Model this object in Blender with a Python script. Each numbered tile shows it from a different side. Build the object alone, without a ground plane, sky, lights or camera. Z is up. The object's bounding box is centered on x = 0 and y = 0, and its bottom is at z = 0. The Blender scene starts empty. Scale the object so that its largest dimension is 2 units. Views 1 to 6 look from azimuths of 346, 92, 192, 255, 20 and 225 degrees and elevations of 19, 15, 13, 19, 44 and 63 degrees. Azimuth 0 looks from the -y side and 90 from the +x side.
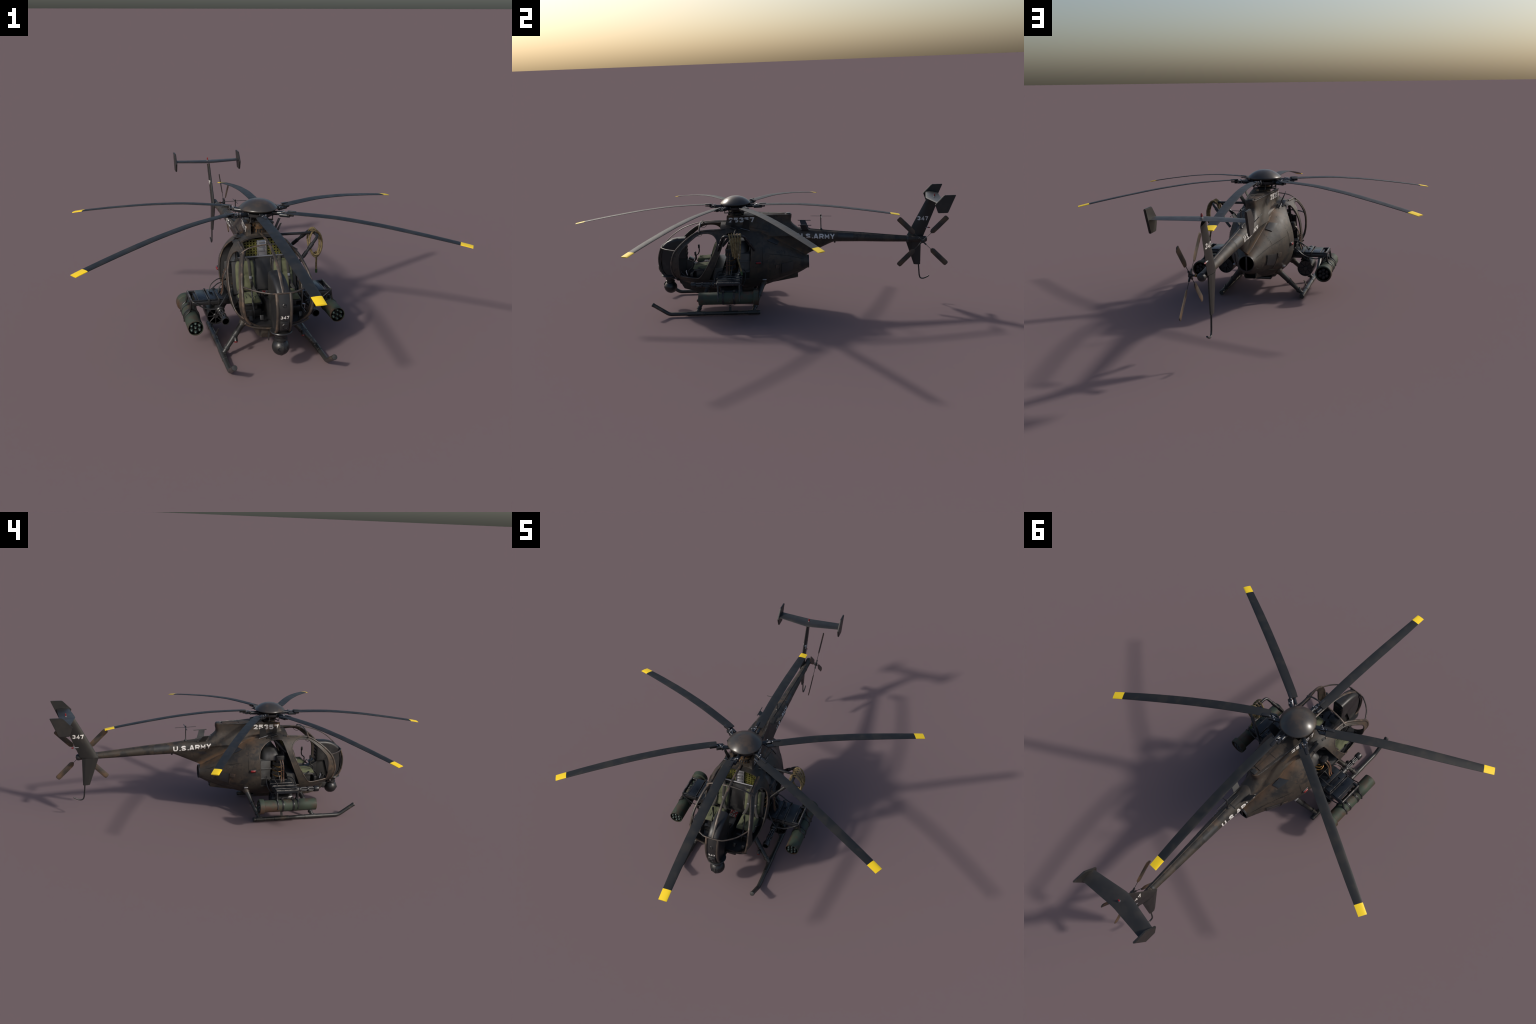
# Light attack helicopter: open cockpit egg-shaped body, six-blade rotor, T-tail,
# skids, side weapon planks with guns and rocket pods, rope frame on one side.
# Frame: nose towards -y, tail towards +y, z up, metres (overall length 2 m).
import bpy, bmesh, math, random
import numpy as np
from mathutils import Vector, Matrix, Euler
from mathutils.bvhtree import BVHTree

random.seed(7)
RNG = np.random.default_rng(7)
COL = bpy.context.scene.collection
SIDES = (1, -1)

# ------------------------------------------------------------------ materials
def srgb(h):
    h = h.lstrip('#')
    v = [int(h[i:i + 2], 16) / 255 for i in (0, 2, 4)]
    return tuple(c / 12.92 if c <= .04045 else ((c + .055) / 1.055) ** 2.4 for c in v) + (1,)

def material(name, base, rough=.5, metal=0., patches=(), bump=0., bump_scale=300., spec=.5,
             rough_var=.12, coat=0.):
    """Principled paint. patches: list of (colour, noise scale, threshold, softness, seed)
    blotches of other colours laid over the base by noise masks on Object coordinates."""
    m = bpy.data.materials.new(name); m.use_nodes = True
    nt = m.node_tree; N = nt.nodes; L = nt.links
    b = N['Principled BSDF']
    b.inputs['Roughness'].default_value = rough
    b.inputs['Metallic'].default_value = metal
    b.inputs['Specular IOR Level'].default_value = spec
    b.inputs['Coat Weight'].default_value = coat
    tc = N.new('ShaderNodeTexCoord')
    rgb = N.new('ShaderNodeRGB'); rgb.outputs[0].default_value = base
    col = rgb.outputs[0]
    for (c, scale, thr, soft, seed) in patches:
        mp = N.new('ShaderNodeMapping'); mp.inputs['Location'].default_value = (seed * 1.7, seed * .9, seed * 2.3)
        L.new(tc.outputs['Object'], mp.inputs['Vector'])
        nz = N.new('ShaderNodeTexNoise'); nz.inputs['Scale'].default_value = scale
        nz.inputs['Detail'].default_value = 7; nz.inputs['Roughness'].default_value = .62
        L.new(mp.outputs[0], nz.inputs['Vector'])
        rp = N.new('ShaderNodeMapRange'); rp.interpolation_type = 'SMOOTHSTEP'
        rp.inputs['From Min'].default_value = thr - soft; rp.inputs['From Max'].default_value = thr + soft
        L.new(nz.outputs['Fac'], rp.inputs['Value'])
        mx = N.new('ShaderNodeMix'); mx.data_type = 'RGBA'
        L.new(rp.outputs[0], mx.inputs['Factor']); L.new(col, mx.inputs['A'])
        mx.inputs['B'].default_value = c
        col = mx.outputs['Result']
    L.new(col, b.inputs['Base Color'])
    if rough_var:
        nz = N.new('ShaderNodeTexNoise'); nz.inputs['Scale'].default_value = 40
        nz.inputs['Detail'].default_value = 5
        L.new(tc.outputs['Object'], nz.inputs['Vector'])
        rp = N.new('ShaderNodeMapRange')
        rp.inputs['To Min'].default_value = max(.05, rough - rough_var)
        rp.inputs['To Max'].default_value = min(1, rough + rough_var)
        L.new(nz.outputs['Fac'], rp.inputs['Value']); L.new(rp.outputs[0], b.inputs['Roughness'])
    if bump:
        nz = N.new('ShaderNodeTexNoise'); nz.inputs['Scale'].default_value = bump_scale
        L.new(tc.outputs['Object'], nz.inputs['Vector'])
        bp = N.new('ShaderNodeBump'); bp.inputs['Strength'].default_value = bump
        bp.inputs['Distance'].default_value = .002
        L.new(nz.outputs['Fac'], bp.inputs['Height']); L.new(bp.outputs[0], b.inputs['Normal'])
    return m

def add_belt(m, colour, centre, normal, half, strength):
    """Dusty belt of another colour along a plane |(p-c).n| < half, broken up by noise."""
    nt = m.node_tree; N = nt.nodes; L = nt.links
    b = N['Principled BSDF']; src = b.inputs['Base Color'].links[0].from_socket
    tc = N.new('ShaderNodeTexCoord')
    sub = N.new('ShaderNodeVectorMath'); sub.operation = 'SUBTRACT'; sub.inputs[1].default_value = centre
    L.new(tc.outputs['Object'], sub.inputs[0])
    dot = N.new('ShaderNodeVectorMath'); dot.operation = 'DOT_PRODUCT'
    n = Vector(normal).normalized(); dot.inputs[1].default_value = n
    L.new(sub.outputs[0], dot.inputs[0])
    ab = N.new('ShaderNodeMath'); ab.operation = 'ABSOLUTE'; L.new(dot.outputs['Value'], ab.inputs[0])
    rp = N.new('ShaderNodeMapRange'); rp.interpolation_type = 'SMOOTHSTEP'
    rp.inputs['From Min'].default_value = half; rp.inputs['From Max'].default_value = 0
    rp.inputs['To Max'].default_value = strength
    L.new(ab.outputs[0], rp.inputs['Value'])
    nz = N.new('ShaderNodeTexNoise'); nz.inputs['Scale'].default_value = 18; nz.inputs['Detail'].default_value = 6
    L.new(tc.outputs['Object'], nz.inputs['Vector'])
    r2 = N.new('ShaderNodeMapRange'); r2.inputs['From Min'].default_value = .38; r2.inputs['From Max'].default_value = .62
    L.new(nz.outputs['Fac'], r2.inputs['Value'])
    mu = N.new('ShaderNodeMath'); mu.operation = 'MULTIPLY'
    L.new(rp.outputs[0], mu.inputs[0]); L.new(r2.outputs[0], mu.inputs[1])
    mx = N.new('ShaderNodeMix'); mx.data_type = 'RGBA'
    L.new(mu.outputs[0], mx.inputs['Factor']); L.new(src, mx.inputs['A']); mx.inputs['B'].default_value = colour
    L.new(mx.outputs['Result'], b.inputs['Base Color'])

def lin(r, g, b): return (r, g, b, 1)
BROWN = lin(.085, .052, .031)
M = {}
M['body'] = material('body_paint', lin(.034, .0285, .023), .55, patches=[
    (lin(.052, .040, .030), 11, .53, .12, 1), (BROWN, 7, .635, .09, 2),
    (lin(.018, .0175, .017), 16, .56, .07, 3), (lin(.070, .056, .044), 38, .67, .07, 4), (lin(.022, .020, .018), 60, .60, .06, 34)], bump=.12, spec=.38)
add_belt(M['body'], lin(.115, .068, .038), (0, .09, .357), (0, .55, 1), .022, .9)
M['frame'] = material('frame_paint', lin(.036, .029, .024), .45, patches=[
    (lin(.105, .073, .052), 22, .56, .10, 5), (lin(.018, .016, .015), 30, .60, .05, 6)])
M['rotor'] = material('rotor_blade_paint', lin(.0115, .0125, .0135), .5, spec=.36, patches=[
    (lin(.022, .020, .018), 16, .60, .08, 7), (lin(.045, .036, .028), 38, .72, .05, 8)], bump=.05)
M['tail'] = material('tail_paint', lin(.0145, .0142, .0138), .45, patches=[
    (lin(.026, .023, .020), 12, .56, .1, 9)], bump=.05)
M['paddle'] = material('tail_rotor_paint', lin(.030, .026, .023), .5, patches=[
    (lin(.095, .058, .032), 14, .52, .12, 10)])
M['cap'] = material('hub_cap_paint', lin(.032, .029, .027), .30, patches=[
    (lin(.060, .045, .034), 16, .57, .08, 11)], rough_var=.06)
M['gun'] = material('gunmetal', lin(.019, .019, .020), .34, .2, patches=[
    (lin(.055, .050, .045), 40, .68, .05, 12)])
M['black'] = material('black_plastic', lin(.014, .014, .015), .45, patches=[
    (lin(.028, .027, .026), 25, .6, .08, 13)])
M['dark'] = material('interior_black', lin(.010, .010, .010), .7)
M['grey'] = material('cabinet_grey', lin(.055, .056, .056), .45, patches=[(lin(.09, .088, .085), 20, .58, .1, 14)])
M['steel'] = material('bright_steel', lin(.30, .30, .315), .36, .8, patches=[(lin(.16, .15, .15), 40, .62, .06, 15)])
M['blue'] = material('blued_steel', lin(.011, .014, .018), .3, .1, patches=[(lin(.03, .028, .025), 40, .70, .05, 16)])
M['olive'] = material('pod_olive', lin(.036, .049, .035), .62, spec=.25, patches=[
    (lin(.060, .035, .024), 11, .56, .07, 17), (lin(.030, .038, .030), 20, .6, .08, 18),
    (lin(.14, .16, .135), 55, .69, .03, 19)])
M['rocket'] = material('rocket_green', lin(.028, .046, .041), .32)
M['seat'] = material('seat_canvas', lin(.098, .106, .062), .85, patches=[(lin(.078, .085, .050), 30, .55, .15, 20)], bump=.15, bump_scale=700, spec=.2)
M['strap'] = material('harness_webbing', lin(.035, .033, .030), .8)
M['net'] = material('perforated_olive', lin(.078, .074, .009), .6, patches=[(lin(.045, .046, .008), 30, .55, .1, 21)])  # olive darkened to carry the cabin shade over the panel
M['yellow'] = material('tip_yellow', lin(.90, .62, .012), .5, patches=[(lin(.50, .30, .02), 60, .74, .03, 22)])
M['red'] = material('red_lens', lin(.17, .006, .008), .22, rough_var=0)
M['white'] = material('marking_white', lin(.62, .60, .58), .6, patches=[(lin(.12, .11, .10), 70, .63, .05, 23)])
M['rope'] = material('rope_fibre', lin(.24, .185, .095), .9, patches=[(lin(.12, .09, .045), 90, .52, .1, 24)], bump=.4, bump_scale=600, spec=.2)
M['brass'] = material('brass_links', lin(.22, .13, .04), .4, .6, patches=[(lin(.25, .08, .03), 60, .55, .08, 25)])
M['copper'] = material('copper_links', lin(.19, .07, .03), .45, .5)
M['lid'] = material('lid_paint', lin(.055, .040, .030), .55, patches=[(lin(.085, .056, .036), 14, .55, .1, 35), (lin(.03, .026, .022), 25, .6, .07, 36)], spec=.35)
M['barrel'] = material('barrel_steel', lin(.075, .075, .078), .25, .6)
M['trim'] = material('pale_edge_strip', lin(.17, .155, .14), .4, .3, patches=[(lin(.04, .038, .036), 50, .5, .08, 33)])
M['mast'] = material('mast_bronze', lin(.085, .048, .022), .5, .3, patches=[(lin(.03, .025, .02), 70, .5, .06, 26)])
M['skid'] = material('skid_paint', lin(.022, .022, .021), .38, patches=[(lin(.075, .058, .042), 18, .62, .08, 27)])
M['void'] = material('opening_near_black', lin(.004, .004, .004), .9, rough_var=0)  # near-black colour for the insides of exhaust, scoop, cabinet recess and muzzle
M['patch'] = material('dark_panel_paint', lin(.022, .023, .024), .4, patches=[(lin(.034, .033, .032), 20, .55, .1, 28)])
M['lens'] = material('glass_lens', lin(.01, .012, .014), .08, rough_var=0)
M['instrument'] = material('instrument_face', lin(.012, .013, .013), .35, patches=[
    (lin(.30, .30, .28), 190, .70, .02, 29), (lin(.25, .05, .04), 170, .72, .02, 30), (lin(.05, .16, .05), 180, .73, .02, 31)])
M['green_tape'] = material('rope_tape', lin(.02, .06, .015), .7)

# ------------------------------------------------------------------ helpers
ROOT = bpy.data.objects.new('helicopter', None)
ROOT.empty_display_size = .1
COL.objects.link(ROOT)
ROOT['label'] = 'dark brown military helicopter with six drooping yellow-tipped blades'
ROOT['category'] = 'helicopter'

def smooth_by_angle(me, deg):
    me.polygons.foreach_set('use_smooth', [True] * len(me.polygons))
    try:
        me.set_sharp_from_angle(angle=math.radians(deg))
    except Exception:
        pass

def put(name, me, mat, parent=None, angle=40):
    me.materials.clear(); me.materials.append(M[mat] if isinstance(mat, str) else mat)
    if angle: smooth_by_angle(me, angle)
    o = bpy.data.objects.new(name, me); COL.objects.link(o)
    o.parent = parent or ROOT
    return o

def mesh_from(verts, faces, name='part'):
    me = bpy.data.meshes.new(name)
    me.from_pydata([tuple(map(float, v)) for v in verts], [], [tuple(f) for f in faces])
    bm = bmesh.new(); bm.from_mesh(me)
    bmesh.ops.remove_doubles(bm, verts=bm.verts, dist=1e-6)
    bmesh.ops.recalc_face_normals(bm, faces=bm.faces)
    bm.to_mesh(me); bm.free()
    return me

def join_meshes(meshes):
    bm = bmesh.new()
    for m in meshes: bm.from_mesh(m)
    me = bpy.data.meshes.new('joined'); bm.to_mesh(me); bm.free()
    return me

def pchip(xs, ys):
    xs = np.array(xs, float); ys = np.array(ys, float)
    h = np.diff(xs); d = np.diff(ys) / h
    m = np.zeros(len(xs)); m[0] = d[0]; m[-1] = d[-1]
    for i in range(1, len(xs) - 1):
        if d[i - 1] * d[i] > 0:
            w1 = 2 * h[i] + h[i - 1]; w2 = h[i] + 2 * h[i - 1]
            m[i] = (w1 + w2) / (w1 / d[i - 1] + w2 / d[i])
    def f(x):
        x = np.clip(x, xs[0], xs[-1]); i = np.clip(np.searchsorted(xs, x) - 1, 0, len(h) - 1)
        t = (x - xs[i]) / h[i]
        return ((1 + 2 * t) * (1 - t) ** 2 * ys[i] + t * (1 - t) ** 2 * h[i] * m[i]
                + t * t * (3 - 2 * t) * ys[i + 1] + t * t * (t - 1) * h[i] * m[i + 1])
    return f

def curve(pts, n=8):
    """Catmull-Rom through control points."""
    P = [np.array(p, float) for p in pts]
    if len(P) < 3: return P
    Q = [2 * P[0] - P[1]] + P + [2 * P[-1] - P[-2]]
    out = []
    for i in range(1, len(Q) - 2):
        a, b, c, d = Q[i - 1:i + 3]
        for k in range(n):
            t = k / n
            out.append(.5 * (2 * b + (c - a) * t + (2 * a - 5 * b + 4 * c - d) * t ** 2 + (3 * b - a - 3 * c + d) * t ** 3))
    out.append(P[-1]); return out

def fillet(pts, r, n=5):
    """Round the corners of a polyline."""
    P = [np.array(p, float) for p in pts]; out = [P[0]]
    for a, b, c in zip(P[:-2], P[1:-1], P[2:]):
        u = (a - b); v = (c - b); lu = np.linalg.norm(u); lv = np.linalg.norm(v)
        s = min(r, lu * .45, lv * .45); p = b + u / lu * s; q = b + v / lv * s
        for k in range(n + 1):
            t = k / n; out.append((1 - t) ** 2 * p + 2 * t * (1 - t) * b + t * t * q)
    out.append(P[-1]); return out

def tube_mesh(pts, r, seg=10, flat=1., up=None, cap=True):
    """Sweep a circle (or ellipse: flat = height/width) along pts; r may be a list."""
    P = [np.array(p, float) for p in pts]; n = len(P)
    R = [r] * n if np.isscalar(r) else list(r)
    T = []
    for i in range(n):
        t = P[min(i + 1, n - 1)] - P[max(i - 1, 0)]; T.append(t / (np.linalg.norm(t) + 1e-12))
    ref = np.array(up if up is not None else ((0, 0, 1) if abs(T[0][2]) < .9 else (0, 1, 0)), float)
    V = []; F = []
    prev = None
    for i in range(n):
        if prev is None or up is not None: a = np.cross(T[i], ref)
        else: a = prev - T[i] * np.dot(prev, T[i])
        a /= np.linalg.norm(a) + 1e-12; prev = a
        b = np.cross(a, T[i])
        for k in range(seg):
            th = 2 * math.pi * k / seg
            V.append(P[i] + R[i] * (math.cos(th) * a + flat * math.sin(th) * b))
    for i in range(n - 1):
        for k in range(seg):
            k2 = (k + 1) % seg
            F.append((i * seg + k, i * seg + k2, (i + 1) * seg + k2, (i + 1) * seg + k))
    if cap:
        F.append(tuple(range(seg))[::-1]); F.append(tuple(range((n - 1) * seg, n * seg)))
    return mesh_from(V, F)

def tube(name, pts, r, mat, parent=None, **kw):
    return put(name, tube_mesh(pts, r, **kw), mat, parent, 50)

def revolve_mesh(profile, origin, axis=(0, 1, 0), seg=28):
    """profile: (radius, distance along axis) list."""
    ax = np.array(axis, float); ax /= np.linalg.norm(ax)
    a = np.cross(ax, (0, 0, 1) if abs(ax[2]) < .9 else (1, 0, 0)); a /= np.linalg.norm(a); b = np.cross(ax, a)
    o = np.array(origin, float); V = []; F = []
    for r, h in profile:
        for k in range(seg):
            th = 2 * math.pi * k / seg
            V.append(o + ax * h + max(r, 1e-5) * (math.cos(th) * a + math.sin(th) * b))
    n = len(profile)
    for i in range(n - 1):
        for k in range(seg):
            k2 = (k + 1) % seg
            F.append((i * seg + k, i * seg + k2, (i + 1) * seg + k2, (i + 1) * seg + k))
    F.append(tuple(range(seg))[::-1]); F.append(tuple(range((n - 1) * seg, n * seg)))
    me = bpy.data.meshes.new('turned')
    me.from_pydata([tuple(v) for v in V], [], F)
    bm = bmesh.new(); bm.from_mesh(me); bmesh.ops.recalc_face_normals(bm, faces=bm.faces); bm.to_mesh(me); bm.free()
    return me

def turned(name, profile, origin, mat, axis=(0, 1, 0), parent=None, seg=28, angle=35):
    return put(name, revolve_mesh(profile, origin, axis, seg), mat, parent, angle)

def rod_mesh(p0, p1, r, r1=None, seg=14):
    p0 = np.array(p0, float); p1 = np.array(p1, float); L = np.linalg.norm(p1 - p0)
    r1 = r if r1 is None else r1; b = min(r, r1) * .2
    return revolve_mesh([(r - b, 0), (r, b), (r1, L - b), (r1 - b, L)], p0, p1 - p0, seg)

def box_mesh(c, s, bevel=.002, rot=None, taper=None, segs=2):
    bm = bmesh.new(); bmesh.ops.create_cube(bm, size=1)
    for v in bm.verts:
        k = taper if (taper and v.co.z > 0) else (1, 1)
        v.co = Vector((v.co.x * s[0] * k[0], v.co.y * s[1] * k[1], v.co.z * s[2]))
    if bevel: bmesh.ops.bevel(bm, geom=bm.edges[:], offset=bevel, segments=segs, affect='EDGES', profile=.5)
    mt = Matrix.Translation(c) @ (Euler(rot).to_matrix().to_4x4() if rot else Matrix())
    bmesh.ops.transform(bm, matrix=mt, verts=bm.verts)
    me = bpy.data.meshes.new('box'); bm.to_mesh(me); bm.free(); return me

def box(name, c, s, mat, parent=None, **kw):
    return put(name, box_mesh(c, s, **kw), mat, parent, 35)

def prism_mesh(poly, lo, hi, axis='x', bevel=0):
    """Extrude a polygon: axis x -> poly in (y,z); axis y -> (x,z); axis z -> (x,y)."""
    def p(a, b, h): return {'x': (h, a, b), 'y': (a, h, b), 'z': (a, b, h)}[axis]
    n = len(poly)
    V = [p(a, b, lo) for a, b in poly] + [p(a, b, hi) for a, b in poly]
    F = [tuple(range(n)), tuple(range(n, 2 * n))[::-1]] + [(i, (i + 1) % n, n + (i + 1) % n, n + i) for i in range(n)]
    me = bpy.data.meshes.new('prism'); me.from_pydata(V, [], F)
    bm = bmesh.new(); bm.from_mesh(me); bmesh.ops.recalc_face_normals(bm, faces=bm.faces)
    if bevel: bmesh.ops.bevel(bm, geom=bm.edges[:], offset=bevel, segments=2, affect='EDGES', profile=.5)
    bm.to_mesh(me); bm.free(); return me

def mirror_mesh(me, axis=0):
    m2 = me.copy(); bm = bmesh.new(); bm.from_mesh(m2)
    for v in bm.verts: v.co[axis] *= -1
    bmesh.ops.reverse_faces(bm, faces=bm.faces); bm.to_mesh(m2); bm.free(); return m2

def both(name, me, mat, parent=None, angle=40):
    put(name, me, mat, parent, angle); put(name, mirror_mesh(me), mat, parent, angle)

def boolean(me, cutters, op='DIFFERENCE', solidify=0):
    o = bpy.data.objects.new('work', me); COL.objects.link(o); tmp = [o]
    if solidify:
        s = o.modifiers.new('s', 'SOLIDIFY'); s.thickness = solidify; s.offset = -1
    for c in cutters:
        co = bpy.data.objects.new('cutter', c); COL.objects.link(co); tmp.append(co)
        b = o.modifiers.new('b', 'BOOLEAN'); b.operation = op; b.object = co; b.solver = 'EXACT'
    bpy.context.view_layer.update()
    dg = bpy.context.evaluated_depsgraph_get()
    out = bpy.data.meshes.new_from_object(o.evaluated_get(dg))
    for t in tmp: bpy.data.objects.remove(t)
    return out

def loft_mesh(sections, cap0=True, cap1=True):
    n = len(sections[0]); V = [p for s in sections for p in s]; F = []
    for i in range(len(sections) - 1):
        for k in range(n):
            k2 = (k + 1) % n
            F.append((i * n + k, i * n + k2, (i + 1) * n + k2, (i + 1) * n + k))
    if cap0: F.append(tuple(range(n)))
    if cap1: F.append(tuple(range((len(sections) - 1) * n, len(sections) * n))[::-1])
    return mesh_from(V, F)

# ------------------------------------------------------------------ fuselage shell
f_w = pchip([-.563, -.558, -.548, -.52, -.47, -.42, -.36, -.30, -.20, -.10, -.06, 0, .05, .085, .14, .20, .245],
            [.010, .038, .062, .105, .141, .1485, .152, .154, .156, .156, .1545, .146, .13, .113, .086, .056, .037])
f_t = pchip([-.563, -.5436, -.5157, -.4325, -.385, -.325, -.19, -.10, -.02, .04, .085, .14, .20, .245],
            [.285, .330, .3615, .427, .447, .459, .462, .452, .433, .399, .370, .332, .290, .264])
f_b = pchip([-.563, -.558, -.541, -.50, -.455, -.41, -.36, -.30, -.25, -.10, 0, .10, .19, .245],
            [.255, .2175, .182, .168, .158, .136, .110, .097, .095, .094, .107, .137, .166, .195])
f_c = pchip([-.563, -.40, -.2, 0, .14, .245], [.268, .275, .278, .267, .25, .2295])
f_nu = pchip([-.563, -.30, -.2, -.05, .245], [2.6, 2.75, 2.6, 2.25, 2.1])
f_nl = pchip([-.563, -.30, -.05, .245], [2.4, 2.3, 2.15, 2.05])

def egg_section(y, n=96, inset=0.):
    w = f_w(y) - inset; t = f_t(y) - inset; b = f_b(y) + inset; c = f_c(y); out = []
    for k in range(n):
        th = 2 * math.pi * k / n; ct, st = math.cos(th), math.sin(th)
        e = f_nu(y) if st >= 0 else f_nl(y)
        x = w * math.copysign(abs(ct) ** (2 / e), ct)
        z = c + (t - c if st >= 0 else c - b) * math.copysign(abs(st) ** (2 / e), st)
        out.append((x, y, z))
    return out

def egg_x(y, z):
    """half width of the body at height z"""
    c = f_c(y)
    if z >= c: q = (z - c) / (f_t(y) - c); e = f_nu(y)
    else: q = (c - z) / (c - f_b(y)); e = f_nl(y)
    return f_w(y) * max(0, 1 - min(1, q) ** e) ** (1 / e)

ys = list(np.concatenate([-.563 + .04 * np.linspace(0, 1, 14) ** 1.8, np.linspace(-.515, .245, 88)]))
egg = loft_mesh([egg_section(y) for y in ys])
DOOR = [(-.298, .4245), (-.264, .4225), (-.243, .412), (-.230, .395), (-.227, .374), (-.236, .345), (-.258, .300),
        (-.286, .250), (-.312, .210), (-.327, .193), (-.342, .1865), (-.394, .1925), (-.427, .198), (-.434, .205),
        (-.436, .250), (-.434, .305), (-.423, .334), (-.397, .364), (-.362, .395), (-.330, .4165)]
CABIN = [(-.178, .422), (-.155, .4245), (-.128, .4215), (-.101, .413), (-.075, .394), (-.057, .371), (-.0505, .346),
         (-.051, .318), (-.058, .245), (-.066, .172), (-.175, .172), (-.281, .1735), (-.254, .235), (-.220, .316), (-.200, .365)]
SCREEN = [(-.212, .52), (-.212, .4405), (-.232, .4395), (-.314, .4355), (-.360, .417), (-.42, .3715), (-.459, .326),
          (-.4775, .263), (-.471, .215), (-.461, .190), (-.4535, .165), (-.4535, .08), (-.62, .08), (-.62, .52)]
def close_curve(poly, n=4):
    P = list(poly); Q = curve(P[-2:] + P + P[:2], n)
    return [tuple(q) for q in Q[2 * n:2 * n + len(P) * n]]
door_smooth = close_curve(DOOR, 3)
cabin_smooth = [tuple(p) for p in curve(CABIN[:9], 4)] + CABIN[9:12] + [tuple(p) for p in curve(CABIN[12:], 3)]
cut = [prism_mesh(door_smooth, -.3, .3), prism_mesh(cabin_smooth, -.3, .3), prism_mesh(SCREEN, -.3, .3)]
shell = boolean(egg, cut, solidify=.006)
put('fuselage', shell, 'body', None, 35)

def on_egg(y, z, off=0., side=1):
    return np.array((side * (egg_x(y, z) + off), y, z))

def skin_tube(name, yz, r, mat, flat=1., off=0., closed=False):
    """raised rim following the skin, on both sides"""
    pts = [on_egg(y, z, off) for y, z in yz]
    if closed: pts.append(pts[0])
    both(name, tube_mesh(pts, r, seg=8), mat, None, 60)

skin_tube('door_frame', door_smooth, .0034, 'frame', off=-.0022, closed=True)
skin_tube('cabin_door_frame', cabin_smooth, .0028, 'frame', off=-.0022, closed=True)
POST = [(-.205, .4385), (-.232, .4375), (-.314, .4335), (-.360, .415), (-.42, .3695), (-.458, .3245), (-.476, .263), (-.470, .215), (-.459, .190)]
post_pts = curve([on_egg(y, z, -.001) for y, z in POST], 6)
both('windscreen_post', tube_mesh(post_pts, .0056, seg=10), 'frame', None, 60)

# centre bow, cross bow, chin bar of the glassless windscreen
bow = curve([(0, -.185, .4655), (0, -.26, .4665), (0, -.325, .461), (0, -.385, .4465), (0, -.4325, .4265), (0, -.478, .396), (0, -.5157, .3605), (0, -.5436, .330)], 8)
tube('centre_bow', bow, .0062, 'frame', seg=10, flat=.42)
cross = curve([(s * x, y, z) for s, x, y, z in [(-1, .1165, -.322, .431), (-1, .085, -.323, .449), (-1, .045, -.324, .4575), (1, 0, -.325, .4605), (1, .045, -.324, .4575), (1, .085, -.323, .449), (1, .1165, -.322, .431)]], 6)
tube('cross_bow', cross, .0044, 'frame', seg=8, flat=.55)
chin = curve([(s * x, y, z) for s, x, y, z in [(-1, .138, -.445, .338), (-1, .126, -.4655, .339), (-1, .111, -.4885, .339), (-1, .09, -.5105, .338), (-1, .06, -.5315, .337), (-1, .033, -.5415, .336), (1, .033, -.5415, .336), (1, .06, -.5315, .337), (1, .09, -.5105, .338), (1, .111, -.4885, .339), (1, .126, -.4655, .339), (1, .138, -.445, .338)]], 6)
tube('chin_bar', chin, .0034, 'frame', seg=8)
sill = curve([(s * x, y, z) for s, x, y, z in [(-1, .129, -.458, .190), (-1, .1125, -.4525, .1765), (-1, .092, -.4535, .1685), (-1, .061, -.4540, .1625), (-1, .027, -.4545, .1590), (1, .027, -.4545, .1590), (1, .061, -.4540, .1625), (1, .092, -.4535, .1685), (1, .1125, -.4525, .1765), (1, .129, -.458, .190)]], 6)
tube('windscreen_sill', sill, .0038, 'frame', seg=8)
# thin wire loops at the cross bow
for s in SIDES:
    tube('cable', curve([(s * .113, -.325, .432), (s * .105, -.343, .418), (s * .105, -.325, .408), (s * .113, -.308, .418), (s * .114, -.318, .432)], 6), .0012, 'black', seg=6)

# ------------------------------------------------------------------ nose panel and sensor turret
NOSE = [(-.5436, .334), (-.556, .300), (-.562, .268), (-.561, .235), (-.555, .205), (-.543, .181), (-.520, .167), (-.488, .158), (-.450, .151)]
nose_curve = curve([(0, y, z) for y, z in NOSE], 6)
secs = []
for i, p in enumerate(nose_curve):
    t = i / (len(nose_curve) - 1); hw = .029 - .004 * t
    tan = np.array(nose_curve[min(i + 1, len(nose_curve) - 1)]) - np.array(nose_curve[max(i - 1, 0)])
    tan /= np.linalg.norm(tan); nrm = np.array((0, tan[2], -tan[1]))
    if nrm[1] > 0: nrm = -nrm
    ring = []
    for (a, b) in [(-1, -.012), (-.97, -.003), (-.72, .0015), (-.68, -.0005), (-.3, .001), (.3, .001), (.68, -.0005), (.72, .0015), (.97, -.003), (1, -.012)]:
        ring.append(p + np.array((a * hw, 0, 0)) + nrm * b)
    secs.append(ring)
nose = put('nose_panel', loft_mesh(secs), 'black', None, 30)
for s in SIDES:
    tube('nose_panel_edge', [np.array(p) + np.array((s * (.0275 - .004 * i / (len(nose_curve) - 1)), .002, .002)) for i, p in enumerate(nose_curve)], .0062, 'frame', seg=10, flat=.8)
turned('nose_port', [(.0001, -.004), (.0075, -.004), (.0085, -.001), (.0085, .001), (.0065, .0025), (.0060, .0005), (.0001, .0005)], (0, -.5585, .292), 'gun', (0, -1, .12), parent=nose)
box('landing_light_housing', (0, -.556, .213), (.034, .018, .036), 'black', nose, bevel=.003, rot=(.2, 0, 0))
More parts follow.
